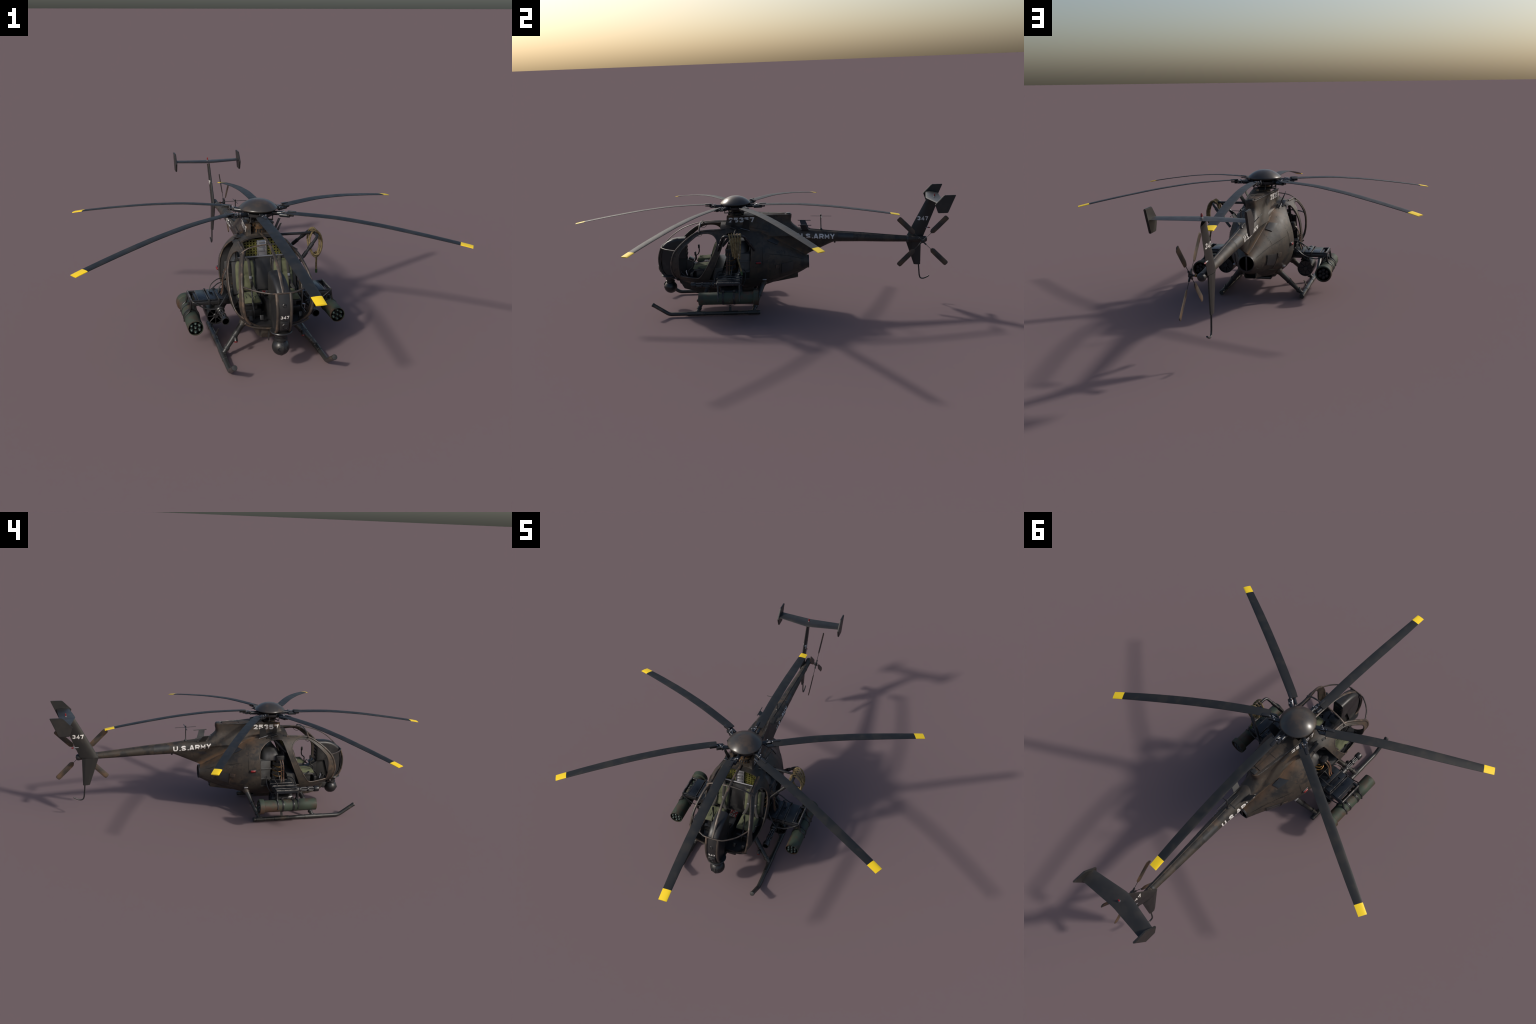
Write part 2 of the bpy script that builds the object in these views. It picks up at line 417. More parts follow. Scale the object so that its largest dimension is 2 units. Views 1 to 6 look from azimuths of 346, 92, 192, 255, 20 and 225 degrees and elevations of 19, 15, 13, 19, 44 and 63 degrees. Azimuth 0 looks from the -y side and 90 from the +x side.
turned('landing_light', [(.0001, -.01), (.011, -.01), (.012, .004), (.010, .006), (.0095, .004), (.0001, .005)], (0, -.562, .212), 'gun', (0, -1, -.15), parent=nose)

turret = turned('sensor_turret', [(.0001, -.004), (.030, -.004), (.042, 0), (.044, .003), (.042, .006), (.026, .008)][::-1] + [], (0, -.513, .1685), 'gun', (0, 0, 1), seg=32)
turned('turret_neck', [(.026, .170), (.0255, .152), (.0225, .148), (.022, .143), (.025, .141), (.0255, .135), (.021, .132), (.020, .126)], (0, -.511, 0), 'gun', (0, 0, 1), parent=turret)
ball_prof = [(.0345 * math.sin(a), -.0345 * math.cos(a)) for a in np.linspace(.02, math.pi - .02, 22)]
turned('turret_ball', ball_prof, (0, -.511, .1045), 'gun', (1, 0, 0), parent=turret, seg=36)
turned('turret_band', [(.0335, -.004), (.0356, -.003), (.0356, .003), (.0335, .004)], (0, -.511, .1045), 'black', (1, 0, 0), parent=turret, seg=36)
for (x, r) in ((-.012, .0075), (.012, .006), (0, .004)):
    turned('turret_lens', [(.0001, -.006), (r, -.006), (r, .001), (r * .8, .0015), (r * .78, 0), (.0001, 0)], (x, -.5425, .106 if r > .005 else .118), 'lens', (0, -1, .05), parent=turret, seg=18)
box('turret_antenna', (-.034, -.455, .128), (.003, .022, .034), 'black', None, bevel=.001, rot=(.35, 0, 0))

# ------------------------------------------------------------------ instrument hood and console
hood_secs = []
for y, zt, hw in [(-.5455, .322, .0240), (-.541, .334, .0250), (-.530, .348, .0260), (-.510, .364, .0270), (-.485, .3755, .0275), (-.455, .3815, .0280), (-.412, .383, .0280)]:
    zl = .205 if y < -.535 else (.188 if y < -.52 else (.168 if y < -.47 else .270)); ring = []
    for a in np.linspace(0, math.pi, 15):
        c, s_ = math.cos(a), math.sin(a)
        ring.append((hw * math.copysign(abs(c) ** .6, c), y, zt - .018 + .018 * abs(s_) ** .8))
    ring += [(-hw * .92, y, zl), (hw * .92, y, zl)]
    hood_secs.append(ring)
hood = put('instrument_hood', loft_mesh(hood_secs), 'black', None, 40)
box('instrument_panel', (0, -.4105, .318), (.051, .006, .092), 'instrument', hood, bevel=.002)
box('under_hood_dark_block', (0, -.450, .222), (.030, .086, .106), 'dark', hood, bevel=.003)  # narrow dark box filling the space below the hood, which looks black in the picture
dial_me = revolve_mesh([(.0048, 0), (.0048, .002), (.0040, .0024), (.0038, .001), (.0001, .001)], (0, 0, 0), (0, 1, 0), 14)
for r in range(4):
    for c in range(4):
        o = put('dial', dial_me, 'gun', hood, 30); o.location = (-.0180 + c * .012, -.4078, .345 - r * .018)
ped = put('control_pedestal', prism_mesh([(-.41, .172), (-.41, .262), (-.355, .232), (-.275, .245), (-.275, .172)], -.021, .021, bevel=.002), 'black', None, 30)
box('switch_panel', (0, -.297, .2435), (.038, .040, .004), 'instrument', ped, bevel=.001, rot=(-.05, 0, 0))
sw = {k: [] for k in ('red', 'steel')}
for i in range(6):
    for j in range(7):
        m_ = box_mesh((-.0155 + .0062 * i, -.314 + .0058 * j, .2468), (.0028, .0028, .004), bevel=.0005, segs=1)
        sw['red' if RNG.random() < .45 else 'steel'].append(m_)
for k, v in sw.items(): put('switch_bank', join_meshes(v), k, ped, 30)
box('flight_instrument', (0, -.385, .262), (.040, .030, .012), 'instrument', ped, bevel=.002, rot=(-.5, 0, 0))

# ------------------------------------------------------------------ cockpit floor, bulkhead, seats
fl = []
for y in np.linspace(-.455, -.05, 30):
    x = egg_x(y, .178) - .004; fl.append([(-x, y, .170), (x, y, .170), (x, y, .177), (-x, y, .177)])
put('floor', loft_mesh(fl), 'black', None, 30)

put('floor_front', prism_mesh([(-.118, .1775), (.118, .1775), (.110, .172), (.090, .164), (.060, .158), (.025, .1545), (-.025, .1545), (-.060, .158), (-.090, .164), (-.110, .172)], -.4535, -.4495, 'y'), 'black', None, 30)

def bulk_y(z): return -.2195 - (.37 - z) * .26
def wall_strip(z0, z1, thick, n=14, margin=.006, dy=0.):
    out = []
    for z in np.linspace(z0, z1, n):
        y = bulk_y(z) + dy; x = max(.01, egg_x(y, z) - margin)
        out.append([(-x, y, z), (x, y, z), (x, y + thick, z), (-x, y + thick, z)])
    return loft_mesh(out)
put('seat_bulkhead', wall_strip(.172, .372, .005, margin=.028), 'dark', None, 30)
put('bulkhead_base', wall_strip(.172, .242, .043, dy=.006, margin=.012), 'grey', None, 30)

# perforated olive panel above the seats: strips between rows and columns of slots
net_parts = []
z0, z1 = .374, .440; rows = 6; cols = 14; hw = .088
pz = (z1 - z0) / rows; px = 2 * hw / cols
def net_y(z): return -.201 + (z - .37) * .19
for r in range(rows + 1):
    z = z0 + r * pz; half = min(hw, egg_x(net_y(z), z) - .008)
    net_parts.append(box_mesh((0, net_y(z), z), (2 * half, .003, pz * .50), bevel=0))
for c in range(cols + 1):
    x = -hw + c * px
    zt = z1
    while zt > z0 and egg_x(net_y(zt), zt) - .008 < abs(x): zt -= .004
    if zt - z0 < .01: continue
    zm = (z0 + zt) / 2
    net_parts.append(box_mesh((x, net_y(zm), zm), (px * .45, .0026, zt - z0), bevel=0, rot=(-.187, 0, 0)))
put('perforated_panel', join_meshes(net_parts), 'net', None, 30)
lad = box('ladder_panel', (0, net_y(.405) - .005, .404), (.040, .004, .072), 'steel', None, bevel=.001, rot=(-.187, 0, 0))
for k in range(4):
    z = .380 + k * .0165
    box('ladder_step', (0, net_y(z) - .009, z), (.026, .006, .004), 'steel', lad, bevel=.001)
for k in (-1, 1): box('ladder_rail', (k * .0185, net_y(.405) - .008, .404), (.003, .005, .072), 'steel', lad, bevel=.001, rot=(-.187, 0, 0))
tube('cross_bar', [(-.105, -.212, .375), (.105, -.212, .375)], .0042, 'steel', seg=10)
tube('cross_bar', [(-.11, -.214, .366), (.11, -.214, .366)], .003, 'gun', seg=8)
for s in SIDES:
    box('overhead_beam', (s * .062, -.196, .4465), (.075, .02, .010), 'dark', bevel=.002, rot=(0, s * .28, 0))

box('centre_backrest', (0, -.234, .306), (.066, .012, .130), 'black', bevel=.004, rot=(-.30, 0, 0))
for k in (-1, 1): tube('backrest_edge', [(k * .033, -.2205, .368), (k * .033, -.2595, .244)], .0012, 'trim', None, seg=6)

def cushion_mesh(w, h, d, nx=16, nz=20, seams=(), tuft=.0035, round_=.3, seed=0):
    """padded cushion: rounded rectangle in x (w) and z (h), front bulging towards -y by d, with stitched seams"""
    V = []; F = []
    for iz in range(nz + 1):
        for ix in range(nx + 1):
            u = -1 + 2 * ix / nx; v = -1 + 2 * iz / nz
            x = w / 2 * u; z = h / 2 * v
            k = 1 - round_ * max(0, abs(v) - .55) ** 2 * 2.2
            edge = (1 - abs(u) ** 5) * (1 - abs(v) ** 6)
            y = -d * (max(edge, 0) ** .45)
            for sz in seams:
                y += tuft * math.exp(-((v - sz) / .045) ** 2) * edge
            y += .0012 * math.sin(9 * u + seed + 3 * v) * edge
            V.append((x * k, y, z))
    n = (nx + 1) * (nz + 1)
    V += [(x, 0, z) for x, y, z in V]
    for iz in range(nz):
        for ix in range(nx):
            a = iz * (nx + 1) + ix
            F.append((a, a + 1, a + nx + 2, a + nx + 1)); F.append((n + a, n + a + nx + 1, n + a + nx + 2, n + a + 1))
    per = [i for i in range(nx + 1)] + [i * (nx + 1) + nx for i in range(1, nz + 1)] + [nz * (nx + 1) + i for i in range(nx - 1, -1, -1)] + [i * (nx + 1) for i in range(nz - 1, 0, -1)]
    for a, b in zip(per, per[1:] + per[:1]): F.append((a, n + a, n + b, b))
    return mesh_from(V, F)

for s in SIDES:
    seat = put('seat', join_meshes([
        prism_mesh([(-.266, .236), (-.233, .365), (-.222, .368), (-.224, .35), (-.254, .226)], *sorted((s * .036, s * .1345)), bevel=.003),
        prism_mesh([(-.362, .224), (-.362, .230), (-.345, .236), (-.275, .238), (-.262, .222)], *sorted((s * .036, s * .1265)), bevel=.003),
        box_mesh((s * .081, -.315, .199), (.055, .07, .046), bevel=.003)]), 'black', None, 30)
    b = put('backrest', cushion_mesh(.082, .125, .014, seams=(-.45, .1, .55), seed=s), 'seat', seat, 60)
    b.location = (s * .0805, -.2460, .306); b.rotation_euler = (-.265, 0, 0)
    c = put('seat_cushion', cushion_mesh(.084, .086, .016, seams=(), round_=.15, seed=s + 2), 'seat', seat, 60)
    c.location = (s * .081, -.322, .2365); c.rotation_euler = (-math.pi / 2 + .06, 0, 0)
    for k in (-1, 0, 1):
        tube('seat_seam', [(s * .081 + k * .018, -.352, .2528), (s * .081 + k * .014, -.300, .2512)], .0011, 'dark', seat, seg=6)
    for k in (-1, 1):
        hx = s * .081
        pts = curve([(hx + k * .012, -.222, .376), (hx + k * .016, -.242, .366), (hx + k * .017, -.2555, .335), (hx + k * .018, -.2655, .300), (hx + k * .025, -.277, .270), (hx + k * .036, -.288, .248)], 6)
        tube('harness_strap', pts, .0062, 'strap', seat, seg=8, flat=.22)
        box('harness_buckle', (hx + k * .018, -.2670, .305), (.010, .004, .012), 'steel', seat, bevel=.001, rot=(-.3, 0, 0))
    # cyclic stick, collective lever, pedals
    st = tube('control_stick', curve([(s * .075, -.392, .178), (s * .078, -.395, .212), (s * .078, -.372, .236), (s * .078, -.370, .258), (s * .078, -.358, .268), (s * .078, -.352, .285), (s * .078, -.353, .305)], 6), .0032, 'black', seg=8)
    box('stick_grip', (s * .078, -.353, .309), (.008, .010, .022), 'black', st, bevel=.003)
    tube('collective_lever', [(s * .125, -.27, .19), (s * .127, -.335, .245)], .004, 'black', seg=8)
    for k in (-1, 1):
        box('pedal', (s * .079 + k * .022, -.437, .200), (.015, .004, .020), 'black', bevel=.002, rot=(-.4, 0, 0))
        tube('pedal_arm', [(s * .079 + k * .022, -.437, .198), (s * .079 + k * .02, -.415, .178)], .0025, 'gun', seg=6)
    box('seat_adjust_box', (s * .081, -.375, .196), (.07, .016, .03), 'gun', bevel=.002)
    tube('collective_handle', [(s * .128, -.395, .205), (s * .128, -.40, .225), (s * .118, -.40, .227)], .003, 'steel', seg=8)

# ------------------------------------------------------------------ cabin fittings
cab = box('equipment_cabinet', (0, -.088, .243), (.262, .056, .142), 'grey', bevel=.004)
for z in (.218, .272):
    box('cabinet_shelf', (0, -.090, z), (.274, .062, .007), 'grey', cab, bevel=.002)
for s in SIDES: box('cabinet_recess', (s * .1295, -.088, .195), (.006, .040, .032), 'void', cab, bevel=.002)
cov = put('gearbox_cover', loft_mesh([[(.118 * sx * (1 - .35 * t ** 3), -.122 + .055 * sy * (1 - .3 * t ** 2), .312 + .055 * t) for sx, sy in
      [(math.copysign(abs(math.cos(a)) ** .5, math.cos(a)), math.copysign(abs(math.sin(a)) ** .5, math.sin(a))) for a in np.linspace(0, 2 * math.pi, 32, endpoint=False)]] for t in (0, .3, .6, .8, .93, 1)]), 'grey', None, 50)
for s in SIDES:
    amb = box('ammunition_box', (s * .048, -.163, .238), (.078, .050, .126), 'black', bevel=.003)
    box('ammunition_tray', (s * .0615, -.1665, .3205), (.119, .042, .034), 'black', amb, bevel=.003)
    for k in range(4):
        z = .225 + k * .026
        tube('feed_band', curve([(s * .080, -.189, z), (s * .112, -.186, z - .002), (s * .115, -.158, z - .004), (s * .085, -.139, z - .002)], 6), .0030, 'brass', amb, seg=8, flat=.8)
    fr = box('feed_frame', (s * .127, -.166, .322), (.022, .042, .040), 'gun', amb, bevel=.002)
    box('feed_mouth', (s * .1385, -.166, .322), (.004, .030, .028), 'dark', amb, bevel=.001)
    # belt chutes going down to the plank
    for j, (dy, mt) in enumerate(((-.006, 'copper'), (.006, 'brass'))):
        path = curve([(s * .132, -.166 + dy, .325), (s * .147, -.170 + dy, .313), (s * .158, -.173 + dy, .285), (s * .160, -.174 + dy, .255), (s * .161, -.175 + dy, .230), (s * .168, -.176 + dy, .208)], 7)
        tube('feed_chute', path, .0052, 'gun', amb, seg=8, flat=.5)
        links = []
        for q in path[::2]:
            links.append(box_mesh(tuple(np.array(q) + (s * .0012, 0, .0005)), (.0040, .0070, .0030), bevel=.0008, segs=1))
        lk = put('belt_links', join_meshes(links), mt, amb, 30); lk['kind'] = 'stuff'
    tube('cable', curve([(s * .128, -.14, .262), (s * .15, -.15, .26), (s * .170, -.155, .235), (s * .178, -.160, .209)], 6), .0026, 'gun', seg=7)
    tube('cable', curve([(s * .125, -.12, .245), (s * .165, -.115, .255), (s * .20, -.12, .235), (s * .213, -.135, .209)], 6), .0022, 'gun', seg=7)
    tube('cable', curve([(s * .135, -.205, .225), (s * .158, -.232, .222), (s * .18, -.245, .195), (s * .205, -.246, .172), (s * .25, -.240, .178), (s * .285, -.236, .200), (s * .300, -.228, .206)], 7), .0026, 'gun', seg=7)
    tube('cable', curve([(s * .140, -.095, .230), (s * .165, -.085, .222), (s * .20, -.085, .195), (s * .25, -.092, .180), (s * .285, -.096, .188), (s * .299, -.105, .195)], 7), .0026, 'gun', seg=7)
    # inclined cabin struts
    tube('cabin_strut', [(s * .105, -.19, .425), (s * .112, -.275, .185)], .0065, 'black', seg=8)
    tube('cabin_strut', [(s * .06, -.12, .440), (s * .10, -.205, .350)], .0085, 'black', seg=8)

# inner jamb behind the rear edge of the cabin opening
for s in SIDES:
    rows = []
    for y, z in curve(CABIN[1:10], 4):
        x = egg_x(y, z) - .006
        rows.append([(s * x, y + .001, z), (s * max(.045, x - .03), y - .004, z), (s * max(.04, x - .075), y - .012, z - .004), (s * max(.04, x - .075), y + .004, z - .004), (s * x, y + .008, z)])
    put('cabin_jamb', loft_mesh(rows), 'black', None, 40)
# ------------------------------------------------------------------ engine fairing (doghouse)
hw_f = pchip([-.178, -.165, -.10, 0, .10, .150, .160, .1645], [.0535, .058, .0545, .0425, .0315, .0235, .0165, .004])
def dog_outline(n=44):
    yy = np.concatenate([np.linspace(-.178, .13, n), .13 + .0345 * np.sin(np.linspace(0, math.pi / 2, 12))[1:]])
    right = [(hw_f(y), y) for y in yy]
    return right + [(-x, y) for x, y in right[::-1]]
outl = dog_outline()
secs = []
for z, out, rear, front in [(.385, .030, .075, .034), (.405, .026, .050, .032), (.420, .0195, .028, .028), (.435, .0115, .012, .022), (.447, .005, .002, .016), (.458, .002, -.004, .009),
                            (.470, .0005, -.004, .004), (.485, 0, -.001, .001), (.4985, 0, 0, 0), (.5025, -.002, -.0015, -.001), (.5035, -.005, -.005, -.004)]:
    ring = []
    for x, y in outl:
        t = (y + .178) / .3425
        yy = y + rear * max(0, t - .45) / .55 - front * max(0, .25 - t) / .25
        xx = x + math.copysign(out * (1 - .6 * t), x)
        zz = z - .0095 * t * max(0, (z - .42) / .083)
        ring.append((xx, yy, zz))
    secs.append(ring)
egg_core = loft_mesh([egg_section(y, 72, .004) for y in ys[3:-1]])
dog = boolean(loft_mesh(secs), [box_mesh((0, -.165, .53), (.082, .15, .134), bevel=0), egg_core.copy()])
fairing = put('engine_fairing', dog, 'body', None, 35)
put('fairing_lid', prism_mesh([(s * x, y) for s, x, y in [(1, .040, -.085), (1, .0165, .128), (-1, .0165, .128), (-1, .040, -.085)]], .494, .4985, 'z', bevel=.001), 'lid', fairing, 30)
box('fairing_vent', (0, .1475, .4955), (.024, .022, .008), 'patch', fairing, bevel=.002)
for s in SIDES:
    rim = [(s * (hw_f(y) - .0015), y, .5025 - .0095 * (y + .178) / .3425) for y in np.linspace(-.088, .150, 24)]
    tube('fairing_rim_highlight', rim, .0017, 'trim', fairing, seg=6)  # thin pale tube drawing the light catching the top edge
for y in (-.03, .04):
    w_ = float(hw_f(y)) * .72
    tube('lid_seam', [(-w_, y, .4990), (w_, y, .4990)], .0009, 'dark', fairing, seg=6)
tube('lid_seam', [(.012, -.085, .4990), (.006, .125, .4990)], .0009, 'dark', fairing, seg=6)

# ------------------------------------------------------------------ tail boom
Yb = [-.08, -.02, .04, .085, .14, .19, .236, .253, .32, .386, .535, .675, .77, .868]
b_top = pchip(Yb, [.450, .440, .437, .434, .428, .4205, .4125, .410, .402, .394, .3798, .3645, .3549, .3475])
b_hw = pchip(Yb, [.074, .066, .0565, .0515, .0465, .0425, .039, .038, .034, .030, .0248, .020, .0168, .0145])
b_low = lambda y: np.interp(y, Yb, [.440, .415, .386, .359, .324, .291, .2655, .2765, .3055, .3345, .3308, .3246, .3217, .3185])
b_xc = lambda y: np.interp(y, Yb, [.076, .066, .0555, .0455, .031, .0175, .006, .005, .004, .004, .003, .003, .003, .003])
secs = []
for y in list(np.linspace(-.08, .26, 46)) + list(np.linspace(.266, .868, 60)):
    top, hw, low, xc = b_top(y), b_hw(y), b_low(y), b_xc(y)
    zc = max(top - hw, low + .35 * (top - low)) if y < .386 else top - (top - low) / 2
    if .25 < y < .386:
        q = (y - .25) / .136; zc = (1 - q) * max(top - hw, low + .35 * (top - low)) + q * (top - (top - low) / 2)
    s = min(1, max(0, (y - .25) / .136)); half = []
    for k in range(13):
        a = math.pi / 2 * (1 - k / 12); half.append((hw * math.cos(a), zc + (top - zc) * math.sin(a)))
    for k in range(1, 13):
        a = math.pi / 2 * k / 12; t = k / 12
        circ = np.array((hw * math.cos(a), zc - (zc - low) * math.sin(a)))
        line = np.array((hw + (xc - hw) * t ** .6, zc + (low - zc) * t))
        half.append(tuple(s * circ + (1 - s) * line))
    secs.append([(x, y, z) for x, z in half] + [(-x, y, z) for x, z in half[::-1]])
boom_me = boolean(loft_mesh(secs), [egg_core.copy()])
boom = put('tail_boom', boom_me, 'body', None, 38)
def tree(*meshes):
    V = []; P = []
    for m in meshes:
        n = len(V); V += [v.co[:] for v in m.vertices]; P += [tuple(i + n for i in p.vertices) for p in m.polygons]
    return BVHTree.FromPolygons(V, P)
BV = tree(boom_me, dog)
for y in (.40, .78):
    r = b_hw(y); zc = (b_top(y) + b_low(y)) / 2
    if y > .5: turned('boom_ring', [(r, -.006), (r + .0012, -.005), (r + .0012, .005), (r, .006)], (0, y, zc), 'patch', parent=boom)
turned('boom_end', [(.0145, 0), (.0165, .004), (.0165, .014), (.012, .021), (.0001, .024)], (0, .862, .333), 'black', parent=boom)

for s in SIDES:
    tube('crease_seam', curve([(s * x, y, z) for x, y, z in [(.0655, -.02, .4195), (.0545, .04, .390), (.0445, .085, .3625), (.0305, .14, .3275), (.0155, .20, .290), (.006, .232, .268)]], 6), .0022, 'frame', boom, seg=6)
tube('shaft_cover', [(.004, y, b_top(y) - .0008) for y in np.linspace(.25, .80, 30)], .0028, 'body', boom, seg=8)
turned('boom_knob', [(.0001, 0), (.0045, .001), (.0052, .010), (.0052, .018)], (0, .392, .3265), 'black', (0, 0, 1), parent=boom, seg=14)
# exhaust outlet, lower scoop
ex = turned('exhaust_ring', [(.030, -.02), (.0355, -.012), (.0368, .004), (.0355, .0085), (.0325, .0085), (.0312, .003), (.0312, -.0185)], (0, .243, .2295), 'gun', seg=40)
turned('exhaust_void', [(.0315, .0038), (.0001, .0038)], (0, .243, .2295), 'void', seg=40, parent=ex)
box('exhaust_vane', (0, .2475, .2295), (.007, .005, .062), 'gun', ex, bevel=.001)
sc = [[(x * k, y, z) for x, z in ((-.031, zt), (.031, zt), (.0305, (zt + zb) / 2), (.023, zb), (-.023, zb), (-.0305, (zt + zb) / 2))] for y, zt, zb, k in
      [(.03, .15, .118, .9), (.08, .16, .127, 1), (.19, .180, .1465, 1)]]
scoop_me = loft_mesh(sc)
scoop = boolean(scoop_me, [box_mesh((0, .18, .159), (.050, .06, .024), bevel=.002)])
so = put('air_scoop', scoop, 'body', None, 25)
box('scoop_void', (0, .1525, .159), (.049, .004, .023), 'void', so, bevel=0)

# ------------------------------------------------------------------ tail fins
def airfoil_loft(stations, up, thick, n=10, hexa=False):
    """stations: (leading edge point, trailing edge point, thickness factor); up = thickness direction"""
    up = np.array(up, float); secs = []
    prof = [(0, 0), (.04, .35), (.14, .75), (.3, 1), (.5, .92), (.72, .6), (.9, .25), (1, .06)]
    if hexa: prof = [(0, .03), (.30, 1), (.36, 1.0), (.75, 1.0), (.8, .95), (1, .25)]
    for le, te, k in stations:
        le = np.array(le, float); te = np.array(te, float); ring = []
        for t, h in prof: ring.append(le + (te - le) * t + up * thick * k * h / 2)
        for t, h in prof[::-1]: ring.append(le + (te - le) * t - up * thick * k * h / 2 - up * 1e-5)
        secs.append(ring)
    return loft_mesh(secs)
fin = put('vertical_fin', airfoil_loft([((-.0195, .7705, .3345), (-.0195, .8640, .336), 1), ((-.0245, .883, .5475), (-.0245, .940, .5265), .8)], (1, 0, 0), .018), 'tail', None, 30)
lfin = put('lower_fin', airfoil_loft([((-.0185, .7705, .334), (-.0185, .855, .334), 1.15), ((-.022, .8195, .1885), (-.022, .8545, .1875), .75)], (1, 0, 0), .0165, hexa=True), 'tail', None, 25)
skid_t = tube('tail_skid', curve([(-.022, .8450, .19), (-.022, .8485, .148), (-.022, .8510, .1255), (-.022, .8570, .1110), (-.022, .8705, .1070), (-.022, .888, .1130), (-.022, .9040, .1225)], 6), .0036, 'gun', seg=8)
ZS = .5515; CX = -.0245
stab_secs = [((CX + dx, le, ZS + dz), (CX + dx, te, ZS + dz), k) for dx, le, te, dz, k in
             [(-.1745, .9085, .9705, .0012, .8), (-.009, .8800, .9590, 0, 1), (.009, .8800, .9590, 0, 1), (.1745, .9085, .9705, .0012, .8)]]
stab = put('tail_plane', airfoil_loft(stab_secs, (0, 0, 1), .012), 'tail', None, 30)
PLATE = [(.9405, .5945), (1.0005, .5945), (.9615, .5025), (.9115, .5025), (.8950, .5475)]
for x in (CX - .1745, CX + .1745):
    me = prism_mesh(PLATE, x - .0042, x + .0042)
    bm = bmesh.new(); bm.from_mesh(me)
    bmesh.ops.bevel(bm, geom=bm.edges[:], offset=.0022, segments=2, affect='EDGES'); bm.to_mesh(me); bm.free()
    put('end_plate', me, 'tail', stab, 20)
bl = turned('beacon_base', [(.0055, 0), (.005, .004), (.0001, .0045)], (CX - .001, .9256, .556), 'steel', (0, 0, 1), parent=stab)
turned('beacon_light', [(.0038, .004), (.0036, .012), (.0022, .0165), (.0001, .0175)], (CX - .001, .9256, .556), 'red', (0, 0, 1), parent=stab)
turned('tail_lamp_base', [(.0001, 0), (.003, .001), (.0036, .022), (.0034, .026)], (-.0225, .868, .392), 'steel', (0, 1, -.06), parent=fin)
turned('tail_lamp', [(.0036, .026), (.0036, .031), (.002, .0365), (.0001, .0375)], (-.0225, .868, .392), 'red', (0, 1, -.06), parent=fin)

# tail rotor
TR = np.array((.0485, .8535, .3325))
tr = put('tail_rotor', rod_mesh((.0, TR[1], TR[2] - .001), TR + (.006, 0, 0), .004), 'gun', None, 40)
turned('tail_rotor_hub', [(.0001, -.008), (.0085, -.007), (.0095, 0), (.0085, .006), (.0001, .008)], TR, 'gun', (1, 0, 0), parent=tr, seg=18)
turned('tail_rotor_collar', [(.0045, 0), (.0058, .001), (.0058, .006), (.0045, .007)], (.024, TR[1], TR[2]), 'brass', (1, 0, 0), parent=tr, seg=16)
paddle = []
for r, c0, c1 in [(.062, -.0075, .004), (.0735, -.0145, .0125), (.10, -.0145, .0135), (.150, -.0145, .0135), (.1735, -.0145, .0135), (.1795, -.012, .011), (.1815, -.008, .007)]:
    paddle.append([(x, c0 + (c1 - c0) * t, r) for t, x in [(0, 0), (.12, .0017), (.4, .0024), (.8, .0013), (1, 0), (.8, -.0013), (.4, -.0024), (.12, -.0017)]])
pad_me = loft_mesh(paddle); arm_me = tube_mesh([(0, 0, .008), (0, 0, .066)], .0013, seg=8)
root_me = tube_mesh([(0, 0, .006), (0, 0, .026)], .0042, seg=10)
for k, ang in enumerate((45, 135, 225, 315)):
    for nm, me, mt in (('tail_rotor_blade', pad_me, 'paddle'), ('blade_root', root_me, 'gun'), ('blade_spar', arm_me, 'gun')):
        o = put(nm, me, mt, tr, 30)
        o.location = tuple(TR); o.rotation_euler = (math.radians(ang), 0, 0)
        if nm == 'tail_rotor_blade':
            o.rotation_euler = (Matrix.Rotation(math.radians(ang), 3, 'X') @ Matrix.Rotation(math.radians(-3), 3, 'Z')).to_euler()

# ------------------------------------------------------------------ main rotor
HUB = np.array((.0015, -.1325, 0))
rot = put('main_rotor', join_meshes([rod_mesh(HUB + (0, 0, .455), HUB + (0, 0, .548), .0250, seg=24)]), 'mast', None, 30)
turned('rotor_gear', [(.030, .455), (.037, .457), (.037, .472), (.034, .474), (.034, .486), (.029, .488), (.028, .505)], HUB, 'mast', (0, 0, 1), parent=rot)
ribs = [box_mesh(tuple(HUB + (.0355 * math.cos(a), .0355 * math.sin(a), .468)), (.004, .004, .022), bevel=.0005, rot=(0, 0, a), segs=1) for a in np.linspace(0, 2 * math.pi, 20, endpoint=False)]
put('gear_ribs', join_meshes(ribs), 'blue', rot, 30)['kind'] = 'stuff'
turned('swashplate', [(.026, .505), (.036, .507), (.037, .513), (.030, .517), (.022, .518)], HUB, 'black', (0, 0, 1), parent=rot)
turned('hub_plate', [(.012, .526), (.055, .529), (.064, .535), (.064, .546), (.045, .551), (.01, .552)], HUB, 'gun', (0, 0, 1), parent=rot, seg=36)
dome = [(.0001, .5995), (.012, .5992), (.026, .5970), (.042, .5915), (.057, .5835), (.069, .5748), (.077, .5675), (.0808, .5632), (.0805, .5610), (.074, .5560), (.062, .5520), (.05, .550), (.0001, .550)]
turned('hub_cap', dome, HUB, 'cap', (0, 0, 1), parent=rot, seg=64, angle=60)

